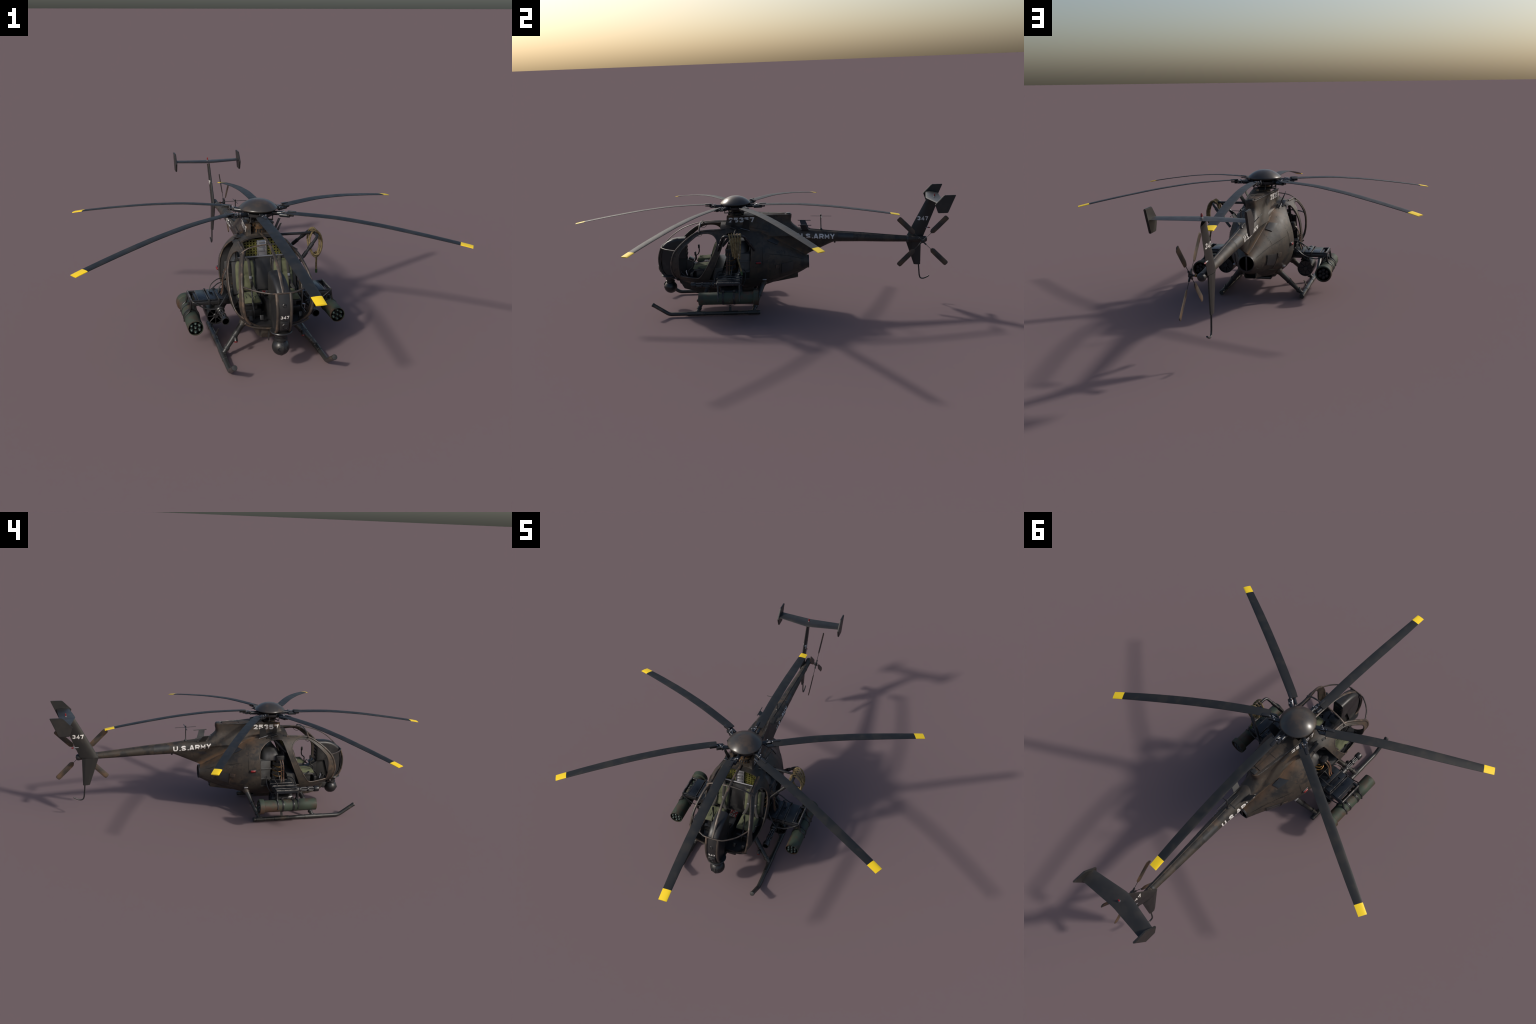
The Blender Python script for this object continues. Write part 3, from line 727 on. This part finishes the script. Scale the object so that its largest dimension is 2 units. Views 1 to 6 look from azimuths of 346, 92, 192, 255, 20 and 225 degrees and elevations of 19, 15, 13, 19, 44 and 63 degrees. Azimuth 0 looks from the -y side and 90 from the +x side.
b_z = pchip([.10, .18, .30, .48, .64, .75, .845, .87], [.5535, .5530, .5503, .5345, .5120, .4942, .4772, .4720])
b_ch = pchip([.128, .16, .36, .55, .72, .82, .868], [.036, .041, .0425, .0425, .0400, .0370, .0360])
b_off = pchip([.128, .36, .55, .72, .868], [-.0215, -.0195, -.0172, -.0140, -.0095])
def blade_part(r0, r1, n):
    """blunt-edged blade section, drooping along b_z"""
    secs = []
    for r in np.linspace(r0, r1, n):
        z = b_z(r); pitch = math.radians(3 - 2 * (r - .13) / .74); ring = []
        slope = (b_z(r + .002) - b_z(r - .002)) / .004
        for t, h in [(0, -.35), (0, .35), (.05, .65), (.25, 1), (.5, 1), (.8, .75), (1, .45), (1, -.35), (.7, -.6), (.3, -.6)]:
            p = (t - .5) * b_ch(r); q = h * .0027
            pp = p * math.cos(pitch) + q * math.sin(pitch); zz = q * math.cos(pitch) - p * math.sin(pitch)
            ring.append((r - slope * zz, b_off(r) - pp, z + zz))
        secs.append(ring)
    return loft_mesh(secs)
blade_me = blade_part(.128, .8195, 60)
tip_me = blade_part(.8195, .8672, 6)
grip_me = join_meshes([rod_mesh((.045, 0, .5425), (.108, 0, .5455), .0095, seg=16), rod_mesh((.050, 0, .5425), (.066, 0, .543), .0125, seg=16)])
fork_me = join_meshes([box_mesh((.118, -.002, .5495), (.030, .016, .003), bevel=.001, rot=(0, .03, 0)), box_mesh((.118, -.002, .5400), (.030, .016, .003), bevel=.001),
                       box_mesh((.106, 0, .545), (.008, .020, .016), bevel=.002)])
bolt_me = join_meshes([rod_mesh((.112, -.004, .537), (.112, -.004, .557), .003, seg=10), rod_mesh((.106, .006, .548), (.106, .006, .5585), .0028, seg=10),
                       rod_mesh((.128, -.008, .537), (.128, -.008, .557), .0032, seg=10), rod_mesh((.100, -.007, .549), (.118, -.012, .556), .002, seg=8)])
damper_me = join_meshes([rod_mesh((.098, -.0215, .5425), (.142, -.0245, .5435), .0078, seg=16), rod_mesh((.142, -.0245, .5435), (.158, -.025, .5445), .0035, seg=10),
                         rod_mesh((.088, -.010, .5425), (.100, -.0215, .5425), .004, seg=10)])
damper_rings = join_meshes([rod_mesh((.112, -.0224, .5428), (.115, -.0226, .5428), .0085, seg=16), rod_mesh((.132, -.0238, .5432), (.135, -.024, .5432), .0085, seg=16)])
link_me = join_meshes([rod_mesh((.034, .008, .512), (.044, .018, .541), .0026, seg=8), rod_mesh((.058, .016, .511), (.058, .018, .541), .0022, seg=8),
                       box_mesh((.044, .013, .511), (.034, .006, .005), bevel=.001), rod_mesh((.044, .018, .541), (.060, .018, .541), .0028, seg=8)])
cuffp_me = join_meshes([box_mesh((.146, -.008, .5575), (.034, .013, .003), bevel=.0012, rot=(0, .02, 0)), box_mesh((.146, -.008, .5475), (.034, .013, .003), bevel=.0012, rot=(0, .02, 0))])
for k in range(6):
    ang = math.radians(90 + 60 * k)
    for nm, me, mt in (('rotor_blade', blade_me, 'rotor'), ('blade_tip', tip_me, 'yellow'), ('blade_grip', grip_me, 'blue'), ('blade_fork', fork_me, 'gun'),
                       ('fork_bolts', bolt_me, 'steel'), ('lag_damper', damper_me, 'blue'), ('damper_clamps', damper_rings, 'gun'), ('pitch_link', link_me, 'black'), ('root_plate', cuffp_me, 'gun')):
        o = bpy.data.objects.new(nm, me)
        if not me.materials: me.materials.append(M[mt]); smooth_by_angle(me, 40)
        COL.objects.link(o); o.parent = rot
        o.location = tuple(HUB); o.rotation_euler = (0, 0, ang)

# ------------------------------------------------------------------ landing gear
for s in SIDES:
    X = .1975 * s
    path = fillet([(X, -.0145, .0125), (X, -.494, .0125), (X, -.5765, .0665)], .014, 5)
    sk = tube('landing_skid', path, .0102, 'skid', seg=16)
    turned('skid_cap', [(.0001, 0), (.0112, 0), (.0118, .003), (.0118, .012), (.0105, .014)], (X, -.028, .0125), 'skid', (0, 1, 0), parent=sk, seg=16)
    d = np.array((0, -.0825, .054)); d /= np.linalg.norm(d)
    ballp = [(.0115 * math.sin(a), -.0115 * math.cos(a)) for a in np.linspace(.05, math.pi - .05, 10)]
    turned('skid_tip', [(.0001, -.004), (.0110, -.004), (.0115, .001), (.0100, .005), (.0001, .0062)], (X, -.5765, .0665), 'skid', tuple(d), parent=sk, seg=16)
    for (y0, y1) in ((-.21, -.13), (-.40, -.30), (-.08, -.03)):
        turned('skid_shoe', [(.0102, 0), (.0117, .001), (.0117, y1 - y0 - .001), (.0102, y1 - y0)], (X, y0, .0125), 'skid', (0, 1, 0), parent=sk, seg=16)
    for a, b, nm in (((.1945 * s, -.345, .018), (.098 * s, -.292, .125), 0), ((.1945 * s, -.049, .018), (.088 * s, .004, .142), 1)):
        a = np.array(a); b = np.array(b); u = b - a
        st = tube('skid_strut', [a, a + .12 * u, a + .5 * u, a + .9 * u, b], [.0085, .0095, .0118, .0135, .015], 'skid', seg=14)
        turned('strut_collar', [(.0105, -.006), (.0128, -.005), (.0128, .005), (.0105, .006)], a + .16 * u, 'skid', tuple(u), parent=st, seg=16)
        turned('strut_collar', [(.012, -.004), (.0138, -.003), (.0138, .003), (.012, .004)], a + .55 * u, 'black', tuple(u), parent=st, seg=16)
        box('strut_shoe', tuple(a + np.array((0, 0, -.002))), (.02, .032, .018), 'skid', st, bevel=.004)
        turned('strut_root', [(.019, -.014), (.017, .0), (.012, .012)][::-1], b - .05 * u, 'body', tuple(-u), parent=st, seg=18)
    lp = np.array((.142 * s, -.336, .078))
    lamp = turned('strut_lamp', [(.0001, 0), (.0075, .001), (.0085, .006), (.0085, .016), (.007, .018)], lp, 'gun', (0, -.6, -.8), seg=16)
    turned('strut_lamp_lens', [(.007, .018), (.0062, .021), (.0001, .0225)], lp, 'red', (0, -.6, -.8), parent=lamp, seg=16)
    # step tab with eye hole on the skid
    stp = boolean(prism_mesh([(-.1785, .018), (-.1655, .018), (-.1665, .050), (-.1695, .054), (-.1745, .054), (-.1775, .050)], -.0015, .0015), [rod_mesh((-.01, -.172, .047), (.01, -.172, .047), .0035, seg=10)])
    o = put('step_tab', stp, 'skid', sk, 30); o.location = (.196 * s + s * .010, 0, -.001); o.rotation_euler = (0, s * -.45, 0)
    o.location = (.196 * s - s * -.008, 0, .001)
    box('belly_light', (s * .119, .012, .166), (.012, .022, .007), 'steel', bevel=.002)
    # red side lamp in a rounded mount
    lm = box('side_lamp_mount', (s * .149, -.0165, .2675), (.010, .036, .016), 'black', bevel=.0045, segs=3)
    box('side_lamp', (s * .1535, -.015, .2672), (.010, .027, .011), 'red', lm, bevel=.0045, segs=3)

# belly keel plate, strut fairings
put('belly_plate', prism_mesh([(-.440, .133), (-.427, .109), (-.36, .090), (-.30, .086), (-.08, .088), (-.05, .094), (-.05, .12), (-.40, .15), (-.440, .155)], -.058, .058, bevel=.004), 'body', None, 30)
box('belly_pad', (0, -.055, .090), (.09, .04, .012), 'patch', bevel=.003)

# ------------------------------------------------------------------ weapon planks, pods and guns
POD_HOLES = [(0, 0)] + [(.0185 * math.cos(a), .0185 * math.sin(a)) for a in np.radians([30, 90, 150, 210, 270, 330])]
for s in SIDES:
    pl = put('weapon_plank', join_meshes([box_mesh((s * .2, -.165, .196), (.165, .116, .014), bevel=.003), box_mesh((s * .145, -.165, .185), (.07, .10, .02), bevel=.004)]), 'gun', None, 30)
    for x0, x1 in ((.132, .186), (.190, .224), (.231, .272)):
        slot = boolean(box_mesh((s * (x0 + x1) / 2, -.165, .205), (x1 - x0, .118, .006), bevel=.0015),
                       [box_mesh((s * ((x0 + x1) / 2 + (.008 if x0 < .15 else 0)), -.168, .205), (.010, .050, .02), bevel=0)] if x0 < .23 else [])
        put('plank_plate', slot, 'blue', pl, 30)
    for x in (.1335, .1885, .2235, .2320, .2715):
        tube('plank_pale_edge', [(s * x, -.2235, .2083), (s * x, -.1065, .2083)], .0011, 'trim', pl, seg=6)
    for x in (.228, .187):
        box('plank_clamp', (s * x, -.2265, .198), (.010, .010, .026), 'gun', pl, bevel=.003)
        box('plank_clamp', (s * x, -.1035, .198), (.010, .010, .026), 'gun', pl, bevel=.003)
    for y in (-.2245, -.1055):
        box('plank_rail', (s * .225, y, .1935), (.15, .009, .017), 'gun', pl, bevel=.003)
    # outer carrying frame
    box('carrier_beam', (s * .3005, -.164, .200), (.009, .118, .016), 'blue', pl, bevel=.002)
    for y in (-.2185, -.1095):
        tube('carrier_arm', fillet([(s * .268, y, .203), (s * .300, y, .205), (s * .307, y, .160), (s * .325, y, .146), (s * .331, y, .118)], .012, 4), .0048, 'gun', pl, seg=8)
        tube('carrier_arm', fillet([(s * .285, y, .19), (s * .283, y, .165), (s * .272, y, .148), (s * .268, y, .120)], .012, 4), .0036, 'gun', pl, seg=8)
    tube('carrier_brace', [(s * .30, -.2235, .208), (s * .30, -.1045, .208)], .0032, 'trim', pl, seg=8)
    # rocket pod
    C = np.array((s * .300, 0, .1265))
    prof = [(.0001, -.300), (.0290, -.300), (.0292, -.3185), (.0312, -.3185), (.0314, -.315), (.0314, -.042), (.0345, -.040), (.0392, -.038), (.0392, -.016), (.0375, -.0135), (.0330, -.0135), (.0325, -.024), (.0001, -.024)]
    pod = turned('rocket_pod', prof, C, 'olive', (0, 1, 0), seg=40, angle=30)
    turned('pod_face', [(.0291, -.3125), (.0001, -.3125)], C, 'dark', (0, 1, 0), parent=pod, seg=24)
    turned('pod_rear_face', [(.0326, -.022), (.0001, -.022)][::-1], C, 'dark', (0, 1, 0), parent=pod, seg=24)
    rk = revolve_mesh([(.0072, .02), (.0070, .004), (.0058, -.003), (.0032, -.0075), (.0001, -.0095)], (0, 0, 0), (0, 1, 0), 16)
    rg = revolve_mesh([(.0088, .004), (.0090, -.001), (.0082, -.0015), (.0080, .004)], (0, 0, 0), (0, 1, 0), 18)
    nz = revolve_mesh([(.0080, -.006), (.0084, .005), (.0072, .006), (.0040, .001), (.0001, .001)], (0, 0, 0), (0, 1, 0), 16)
    for i, (hx, hz) in enumerate(POD_HOLES):
        for nm, me, mt, y in (('rocket', rk, 'rocket', -.3125), ('rocket_tube', rg, 'gun', -.3125), ('rocket_nozzle', nz, 'gun', -.022)):
            o = put(nm, me, mt, pod, 40); o.location = (C[0] + hx, y, C[2] + hz)
    for y in (-.193, -.137):
        turned('pod_strap', [(.0314, -.005), (.0334, -.0045), (.0336, -.002), (.0322, 0), (.0336, .002), (.0334, .0045), (.0314, .005)], C + (0, y, 0), 'gun', (0, 1, 0), parent=pod, seg=36)
        box('pod_lug', tuple(C + (0, y, .036)), (.012, .012, .016), 'gun', pod, bevel=.002)
    # gun: barrel cluster, receiver, drum
    G = np.array((s * .1870, 0, .167))
    gun = put('minigun', join_meshes([rod_mesh(G + (0, -.262, 0), G + (0, -.165, 0), .0175, seg=20), rod_mesh(G + (0, -.275, 0), G + (0, -.262, 0), .0135, seg=20)]), 'gun', None, 35)
    brl = join_meshes([rod_mesh(G + (.0088 * math.cos(a), -.366, .0088 * math.sin(a)), G + (.0088 * math.cos(a), -.265, .0088 * math.sin(a)), .0030, seg=10) for a in np.linspace(0, 2 * math.pi, 6, endpoint=False)])
    put('gun_barrels', brl, 'barrel', gun, 40)
    turned('muzzle_clamp', [(.0130, -.008), (.0132, -.014), (.0150, -.014), (.0160, -.010), (.0160, .008), (.0140, .012), (.0095, .012)], G + (0, -.357, 0), 'gun', (0, 1, 0), parent=gun, seg=24)
    turned('muzzle_dark_disc', [(.0128, 0), (.0001, 0)], G + (0, -.3660, 0), 'void', (0, 1, 0), parent=gun, seg=16)
    turned('barrel_clamp', [(.0085, -.004), (.0138, -.004), (.0138, .004), (.0085, .004)], G + (0, -.312, 0), 'gun', (0, 1, 0), parent=gun, seg=24)
    D = np.array((s * .199, 0, .1265))
    drum = turned('gun_drum', [(.0300, -.196), (.0345, -.214), (.0375, -.214), (.0385, -.210), (.0385, -.107), (.037, -.103), (.0335, -.103), (.0325, -.112), (.0001, -.112)], D, 'gun', (0, 1, 0), parent=gun, seg=36, angle=30)
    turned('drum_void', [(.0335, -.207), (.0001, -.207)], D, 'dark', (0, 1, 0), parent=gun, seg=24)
    spk = []
    for yb in (-.2095, -.1085):
        for a in np.linspace(0, 2 * math.pi, 8, endpoint=False):
            spk.append(box_mesh(tuple(D + (.022 * math.cos(a), yb, .022 * math.sin(a))), (.026, .005, .0034), bevel=.0006, rot=(0, -a, 0), segs=1))
        spk.append(rod_mesh(D + (0, yb - .004, 0), D + (0, yb + .004, 0), .0115, seg=16))
    put('drum_spokes', join_meshes(spk), 'gun', gun, 30)['kind'] = 'stuff'
    for y in (-.19, -.13):
        box('gun_hanger', (s * .196, y, .175), (.022, .012, .03), 'black', gun, bevel=.002)
    bits = [rod_mesh((s * (.175 + .05 * RNG.random()), -.215 + .11 * RNG.random(), .165), (s * (.175 + .05 * RNG.random()), -.215 + .11 * RNG.random(), .186), .0035, seg=8) for _ in range(10)]
    put('gun_fittings', join_meshes(bits), 'gun', gun, 30)['kind'] = 'stuff'

# ------------------------------------------------------------------ rope frame on the right side
fr = tube('rope_frame', fillet([(.158, -.222, .342), (.2475, -.184, .4355), (.2475, -.080, .4355), (.150, -.034, .336)], .016, 6), .0065, 'gun', seg=12)
tube('frame_tie', [(.09, -.128, .437), (.2475, -.130, .4355)], .0058, 'gun', fr, seg=10)
for (a, b) in (((.158, -.222, .342), (.2475, -.184, .4355)), ((.2475, -.080, .4355), (.150, -.034, .336))):
    a = np.array(a); b = np.array(b)
    for t0, t1 in ((.18, .38), (.5, .72)):
        put('frame_sleeve', rod_mesh(a + (b - a) * t0, a + (b - a) * t1, .0085), 'gun', fr, 40)
rope_pts = []
LOOPS = 4.5
for i in range(int(LOOPS * 28) + 1):
    t = i / 28; a = 2 * math.pi * t; low = (1 - math.cos(a)) / 2
    x = .2495 + (.0255 + .003 * math.sin(1.9 * t)) * math.sin(a) + .011 * low
    y0 = -.154 + .0145 * t
    y = y0 + (-.124 - y0) * .45 * low + .003 * math.sin(a)
    z = .3885 + .0585 * math.cos(a) + .006 * math.sin(2.1 * t + 1) * low
    rope_pts.append((x, y, z))
def rope_mesh(pts, r=.0041, strands=3, twist=60):
    P = curve(pts, 2); L = np.concatenate([[0], np.cumsum([np.linalg.norm(b - a) for a, b in zip(P[:-1], P[1:])])])
    ms = []
    for j in range(strands):
        Q = []
        for i, p in enumerate(P):
            t = P[min(i + 1, len(P) - 1)] - P[max(i - 1, 0)]; t = t / (np.linalg.norm(t) + 1e-9)
            a = np.cross(t, (0, 1, 0)); a /= np.linalg.norm(a) + 1e-9; b = np.cross(t, a)
            ph = L[i] * 2 * math.pi * twist + j * 2 * math.pi / strands
            Q.append(p + r * .5 * (math.cos(ph) * a + math.sin(ph) * b))
        ms.append(tube_mesh(Q, r * .62, seg=6))
    return join_meshes(ms)
rope = put('rope_coil', rope_mesh(rope_pts), 'rope', None, 60)
tail_pts = [(.262, -.118, .345), (.2675, -.112, .320), (.270, -.105, .290), (.273, -.098, .262), (.275, -.095, .240)]
put('rope_end', rope_mesh(curve(tail_pts, 6)), 'rope', rope, 60)
put('rope_whipping', rod_mesh((.2735, -.0973, .258), (.2752, -.095, .239), .0052), 'green_tape', rope, 40)

# ------------------------------------------------------------------ aerials
def plate_mesh(s, q, x0, x1, th=.003):
    (ya, za), (yb, zb), (yc, zc), (yd, zd) = q   # bottom front, bottom rear, top rear, top front
    V = []
    for dx in (-th / 2, th / 2):
        V += [(s * (x0 + dx), ya, za), (s * (x0 + dx), yb, zb), (s * (x1 + dx), yc, zc), (s * (x1 + dx), yd, zd)]
    return mesh_from(V, [(0, 1, 2, 3), (4, 7, 6, 5), (0, 4, 5, 1), (1, 5, 6, 2), (2, 6, 7, 3), (3, 7, 4, 0)])
for s in SIDES:
    base = put('aerial_strip', prism_mesh([(-.163, .4455), (-.10, .4275), (-.096, .4305), (-.160, .4495)], s * .086 - .012, s * .086 + .006, bevel=.0015), 'patch', None, 30)
    put('blade_aerial', plate_mesh(s, [(-.1005, .4405), (-.0625, .4275), (-.053, .488), (-.082, .4945)], .081, .111), 'patch', base, 20)
    put('blade_aerial', plate_mesh(s, [(-.156, .452), (-.131, .448), (-.1305, .487), (-.149, .4935)], .078, .098), 'patch', base, 20)
    tube('aerial_wire', [(s * .086, -.105, .4405), (s * .086, -.058, .4265)], .0016, 'steel', base, seg=6)
    tube('aerial_stub', curve([(s * .09, -.125, .438), (s * .1, -.127, .43), (s * .108, -.13, .415)], 5), .0025, 'black', base, seg=6)
wb = turned('whip_aerial', [(.0001, -.012), (.0085, -.010), (.0085, .002), (.0055, .006), (.0028, .010), (.0024, .072), (.0035, .074), (.0035, .080), (.0012, .083)], (0, .3195, .402), 'tail', (0, 0, 1), seg=14)
tube('aerial_crossbar', [(0, .265, .4775), (0, .376, .4735)], .0019, 'tail', wb, seg=6, flat=.5)
tube('aerial_crossbar', [(-.055, .322, .476), (.055, .322, .476)], .0022, 'tail', wb, seg=6, flat=.6)
for s in SIDES:
    fa = put('flag_aerial', plate_mesh(s, [(.2186, .4025), (.2566, .4015), (.2377, .4415), (.2069, .4424)], .026, .062), 'patch', None, 20)
    tube('flag_aerial_rod', [(s * .062, .1965, .4432), (s * .062, .2670, .4405)], .0020, 'tail', fa, seg=6)
    tube('flag_aerial_base', [(s * .028, .212, .4065), (s * .028, .262, .404)], .003, 'tail', fa, seg=6)

# ------------------------------------------------------------------ flat paint panels set on the skin, hatches
def egg_patch(corners, off=.0012, n=8):
    """quad panel laid on the body skin, given corners in (y,z) on the side"""
    (a, b, c, d) = [np.array(q, float) for q in corners]; V = []; F = []
    for i in range(n + 1):
        for j in range(n + 1):
            u, v = i / n, j / n
            y, z = (1 - u) * ((1 - v) * a + v * d) + u * ((1 - v) * b + v * c)
            V.append(on_egg(y, z, off))
    for i in range(n):
        for j in range(n):
            k = i * (n + 1) + j; F.append((k, k + 1, k + n + 2, k + n + 1))
    me = mesh_from(V, F); bm = bmesh.new(); bm.from_mesh(me)
    bmesh.ops.solidify(bm, geom=bm.faces[:], thickness=-.0025); bmesh.ops.recalc_face_normals(bm, faces=bm.faces); bm.to_mesh(me); bm.free()
    return me
both('skin_panel', egg_patch([(.094, .354), (.055, .3785), (.033, .371), (.084, .343)]), 'patch')
both('skin_panel', egg_patch([(.165, .251), (.105, .2445), (.102, .190), (.163, .205)], .0010), 'patch')
both('hatch_latch', egg_patch([(.092, .2455), (.073, .2455), (.073, .226), (.092, .226)], .0018, 3), 'frame')
both('hatch_seam', egg_patch([(.0985, .248), (.0955, .248), (.0955, .178), (.0985, .178)], .0010, 6), 'frame')
for z in (.240, .232):
    both('latch_pin', rod_mesh(on_egg(.0945, z), on_egg(.0945, z, .005), .003), 'frame')

# panel seams with rivet rows on the body skin
for line in ([(.004, .40), (.006, .33), (.006, .26), (.002, .18)], [(.118, .335), (.122, .30), (.122, .25)],
             [(-.045, .315), (.05, .305), (.14, .282), (.225, .252)], [(-.06, .150), (.05, .158), (.14, .178), (.225, .205)]):
    path = curve([on_egg(y, z, .0001) for y, z in line], 10)
    both('panel_seam', tube_mesh(path, .0006, seg=5), 'dark', None, 60)
    L_ = np.concatenate([[0], np.cumsum([np.linalg.norm(b_ - a_) for a_, b_ in zip(path[:-1], path[1:])])])
    dots = []
    for d_ in np.arange(.006, L_[-1], .010):
        k_ = int(np.searchsorted(L_, d_)) - 1; q_ = path[k_] + (path[k_ + 1] - path[k_]) * (d_ - L_[k_]) / (L_[k_ + 1] - L_[k_])
        dots.append(rod_mesh(q_ + (-.0005, .0028, .0022), q_ + (.0008, .0028, .0022), .0011, seg=6))
    rv = join_meshes(dots); 
    for m_ in (rv, mirror_mesh(rv)): put('rivets', m_, 'body', None, 30)['kind'] = 'stuff'

def project_x(me, side, bvh, off=.0008, levels=2):
    bm = bmesh.new(); bm.from_mesh(me)
    bmesh.ops.triangulate(bm, faces=bm.faces)
    for _ in range(levels):
        bmesh.ops.subdivide_edges(bm, edges=[e for e in bm.edges if e.calc_length() > .004], cuts=1, use_grid_fill=False)
        bmesh.ops.triangulate(bm, faces=bm.faces)
    for v in bm.verts:
        hit = bvh.ray_cast(Vector((side * .4, v.co.y, v.co.z)), Vector((-side, 0, 0)))
        if hit[0] is not None: v.co.x = hit[0].x + side * off
    bmesh.ops.recalc_face_normals(bm, faces=bm.faces)
    bm.to_mesh(me); bm.free(); return me

def boom_quad(corners, side, off=.001):
    V = [(side * .1, y, z) for y, z in corners]; me = mesh_from(V, [(0, 1, 2, 3)])
    bm = bmesh.new(); bm.from_mesh(me); bmesh.ops.subdivide_edges(bm, edges=bm.edges[:], cuts=7, use_grid_fill=True); bm.to_mesh(me); bm.free()
    return project_x(me, side, BV, off, 0)
for s in SIDES:
    put('skin_panel', boom_quad([(.489, .3815), (.408, .3865), (.409, .361), (.4905, .3515)], s), 'patch', boom, 30)
    put('skin_panel', boom_quad([(.265, .345), (.225, .349), (.205, .334), (.235, .327)], s), 'patch', boom, 30)
DBV = tree(dog)
for s in SIDES:
    V = [(s * .1, y, z) for y, z in ((-.0264, .466), (-.0138, .4915), (.0275, .4755), (.0149, .449))]
    me = mesh_from(V, [(0, 1, 2, 3)]); bm = bmesh.new(); bm.from_mesh(me); bmesh.ops.subdivide_edges(bm, edges=bm.edges[:], cuts=5, use_grid_fill=True); bm.to_mesh(me); bm.free()
    put('skin_panel', project_x(me, s, DBV, .0012, 0), 'patch', fairing, 30)

# ------------------------------------------------------------------ markings
# heavy block letters drawn as mitred strokes in a unit box
GLYPH = {
    'U': [[(.14, 1), (.14, .32), (.32, .14), (.68, .14), (.86, .32), (.86, 1)]],
    'S': [[(.88, .70), (.70, .86), (.30, .86), (.14, .74), (.30, .56), (.70, .44), (.86, .27), (.70, .14), (.30, .14), (.12, .30)]],
    'A': [[(.10, 0), (.44, .88), (.56, .88), (.90, 0)], [(.27, .27), (.73, .27)]],
    'R': [[(.14, 0), (.14, .86), (.68, .86), (.86, .73), (.86, .58), (.68, .44), (.27, .44)], [(.55, .44), (.88, 0)]],
    'M': [[(.12, 0), (.12, .84), (.5, .34), (.88, .84), (.88, 0)]],
    'Y': [[(.10, 1), (.5, .48), (.90, 1)], [(.5, .50), (.5, 0)]],
    '2': [[(.12, .68), (.30, .86), (.70, .86), (.86, .72), (.80, .52), (.24, .14), (.98, .14)]],
    '3': [[(.12, .74), (.30, .86), (.70, .86), (.86, .71), (.62, .52), (.86, .30), (.70, .14), (.30, .14), (.12, .28)]],
    '4': [[(.70, 0), (.70, .90), (.16, .30), (1, .30)]],
    '5': [[(.92, .86), (.18, .86), (.16, .56), (.70, .58), (.86, .42), (.86, .29), (.70, .14), (.30, .14), (.12, .28)]],
    '7': [[(.04, .86), (.86, .86), (.42, 0)]],
    '.': [[(.5, 0), (.5, .24)]],
}
def stroke_mesh(line, half):
    P = [np.array(p, float) for p in line]; V = []; F = []
    for i, p in enumerate(P):
        d0 = P[i] - P[i - 1] if i else P[1] - P[0]
        d1 = P[i + 1] - P[i] if i < len(P) - 1 else d0
        n0 = np.array((-d0[1], d0[0])) / np.linalg.norm(d0); n1 = np.array((-d1[1], d1[0])) / np.linalg.norm(d1)
        m = n0 + n1; m = m / np.linalg.norm(m); m = m / max(.55, float(m @ n0))
        V += [(*(p + m * half), 0), (*(p - m * half), 0)]
    for i in range(len(P) - 1): F.append((2 * i, 2 * i + 1, 2 * i + 3, 2 * i + 2))
    me = bpy.data.meshes.new('stroke'); me.from_pydata(V, [], F); return me

def text_strokes(body, width, height, half=.122):
    """one mesh per stroke, centred on the origin in x,y"""
    adv = [(.50 if c == '.' else 1.18) for c in body]; total = sum(adv) - .18; x = 0; out = []
    for c, a in zip(body, adv):
        for k, line in enumerate(GLYPH[c]):
            shift = -.26 if c == '.' else 0
            m = stroke_mesh(line, half)
            for v in m.vertices:
                v.co = Vector((((x + shift + v.co.x) / total - .5) * width, (v.co.y - .5) * height, 0))
            out.append((k, m))
        x += a
    return out

def side_text(name, body, side, ya, yb, z_a, z_b, height, bvh, parent, off=.0009):
    """text along the side reading left to right for a viewer on that side; (ya,z_a) left end, (yb,z_b) right end"""
    w = abs(yb - ya); parts = []
    for k, me in text_strokes(body, w, height):
        for v in me.vertices:
            t = v.co.x / w + .5
            v.co = Vector((side * .1, ya + (yb - ya) * t, z_a + (z_b - z_a) * t + v.co.y))
        parts.append(project_x(me, side, bvh, off + .0002 * k))
    return put(name, join_meshes(parts), 'white', parent, 30)

FBV = BVHTree.FromPolygons([v.co[:] for v in fin.data.vertices], [p.vertices[:] for p in fin.data.polygons])
side_text('serial_number', '25357', -1, -.0335, -.1705, .4800, .4805, .0265, DBV, fairing)
side_text('serial_number', '25357', 1, -.1695, -.0335, .4800, .4775, .0265, DBV, fairing)
side_text('army_lettering', 'U.S.ARMY', -1, .389, .190, .3665, .3800, .0255, BV, boom)
side_text('army_lettering', 'U.S.ARMY', 1, .195, .3915, .3800, .3675, .0255, BV, boom)
side_text('unit_number', '347', -1, .8985, .8420, .4495, .4500, .0215, FBV, fin, .0006)
side_text('unit_number', '347', 1, .8345, .8920, .4440, .4420, .0215, FBV, fin, .0006)
NBV = BVHTree.FromPolygons([v.co[:] for v in nose.data.vertices], [p.vertices[:] for p in nose.data.polygons])
parts = []
for k, me in text_strokes('347', .034, .0125):
    for v in me.vertices:
        x, z = v.co.x, .2465 + v.co.y
        hit = NBV.ray_cast(Vector((x, -.8, z)), Vector((0, 1, 0)))
        v.co = Vector((x, (hit[0].y if hit[0] is not None else -.562) - .0012 - .0002 * k, z))
    parts.append(me)
put('unit_number', join_meshes(parts), 'white', nose, 30)

bpy.context.view_layer.update()
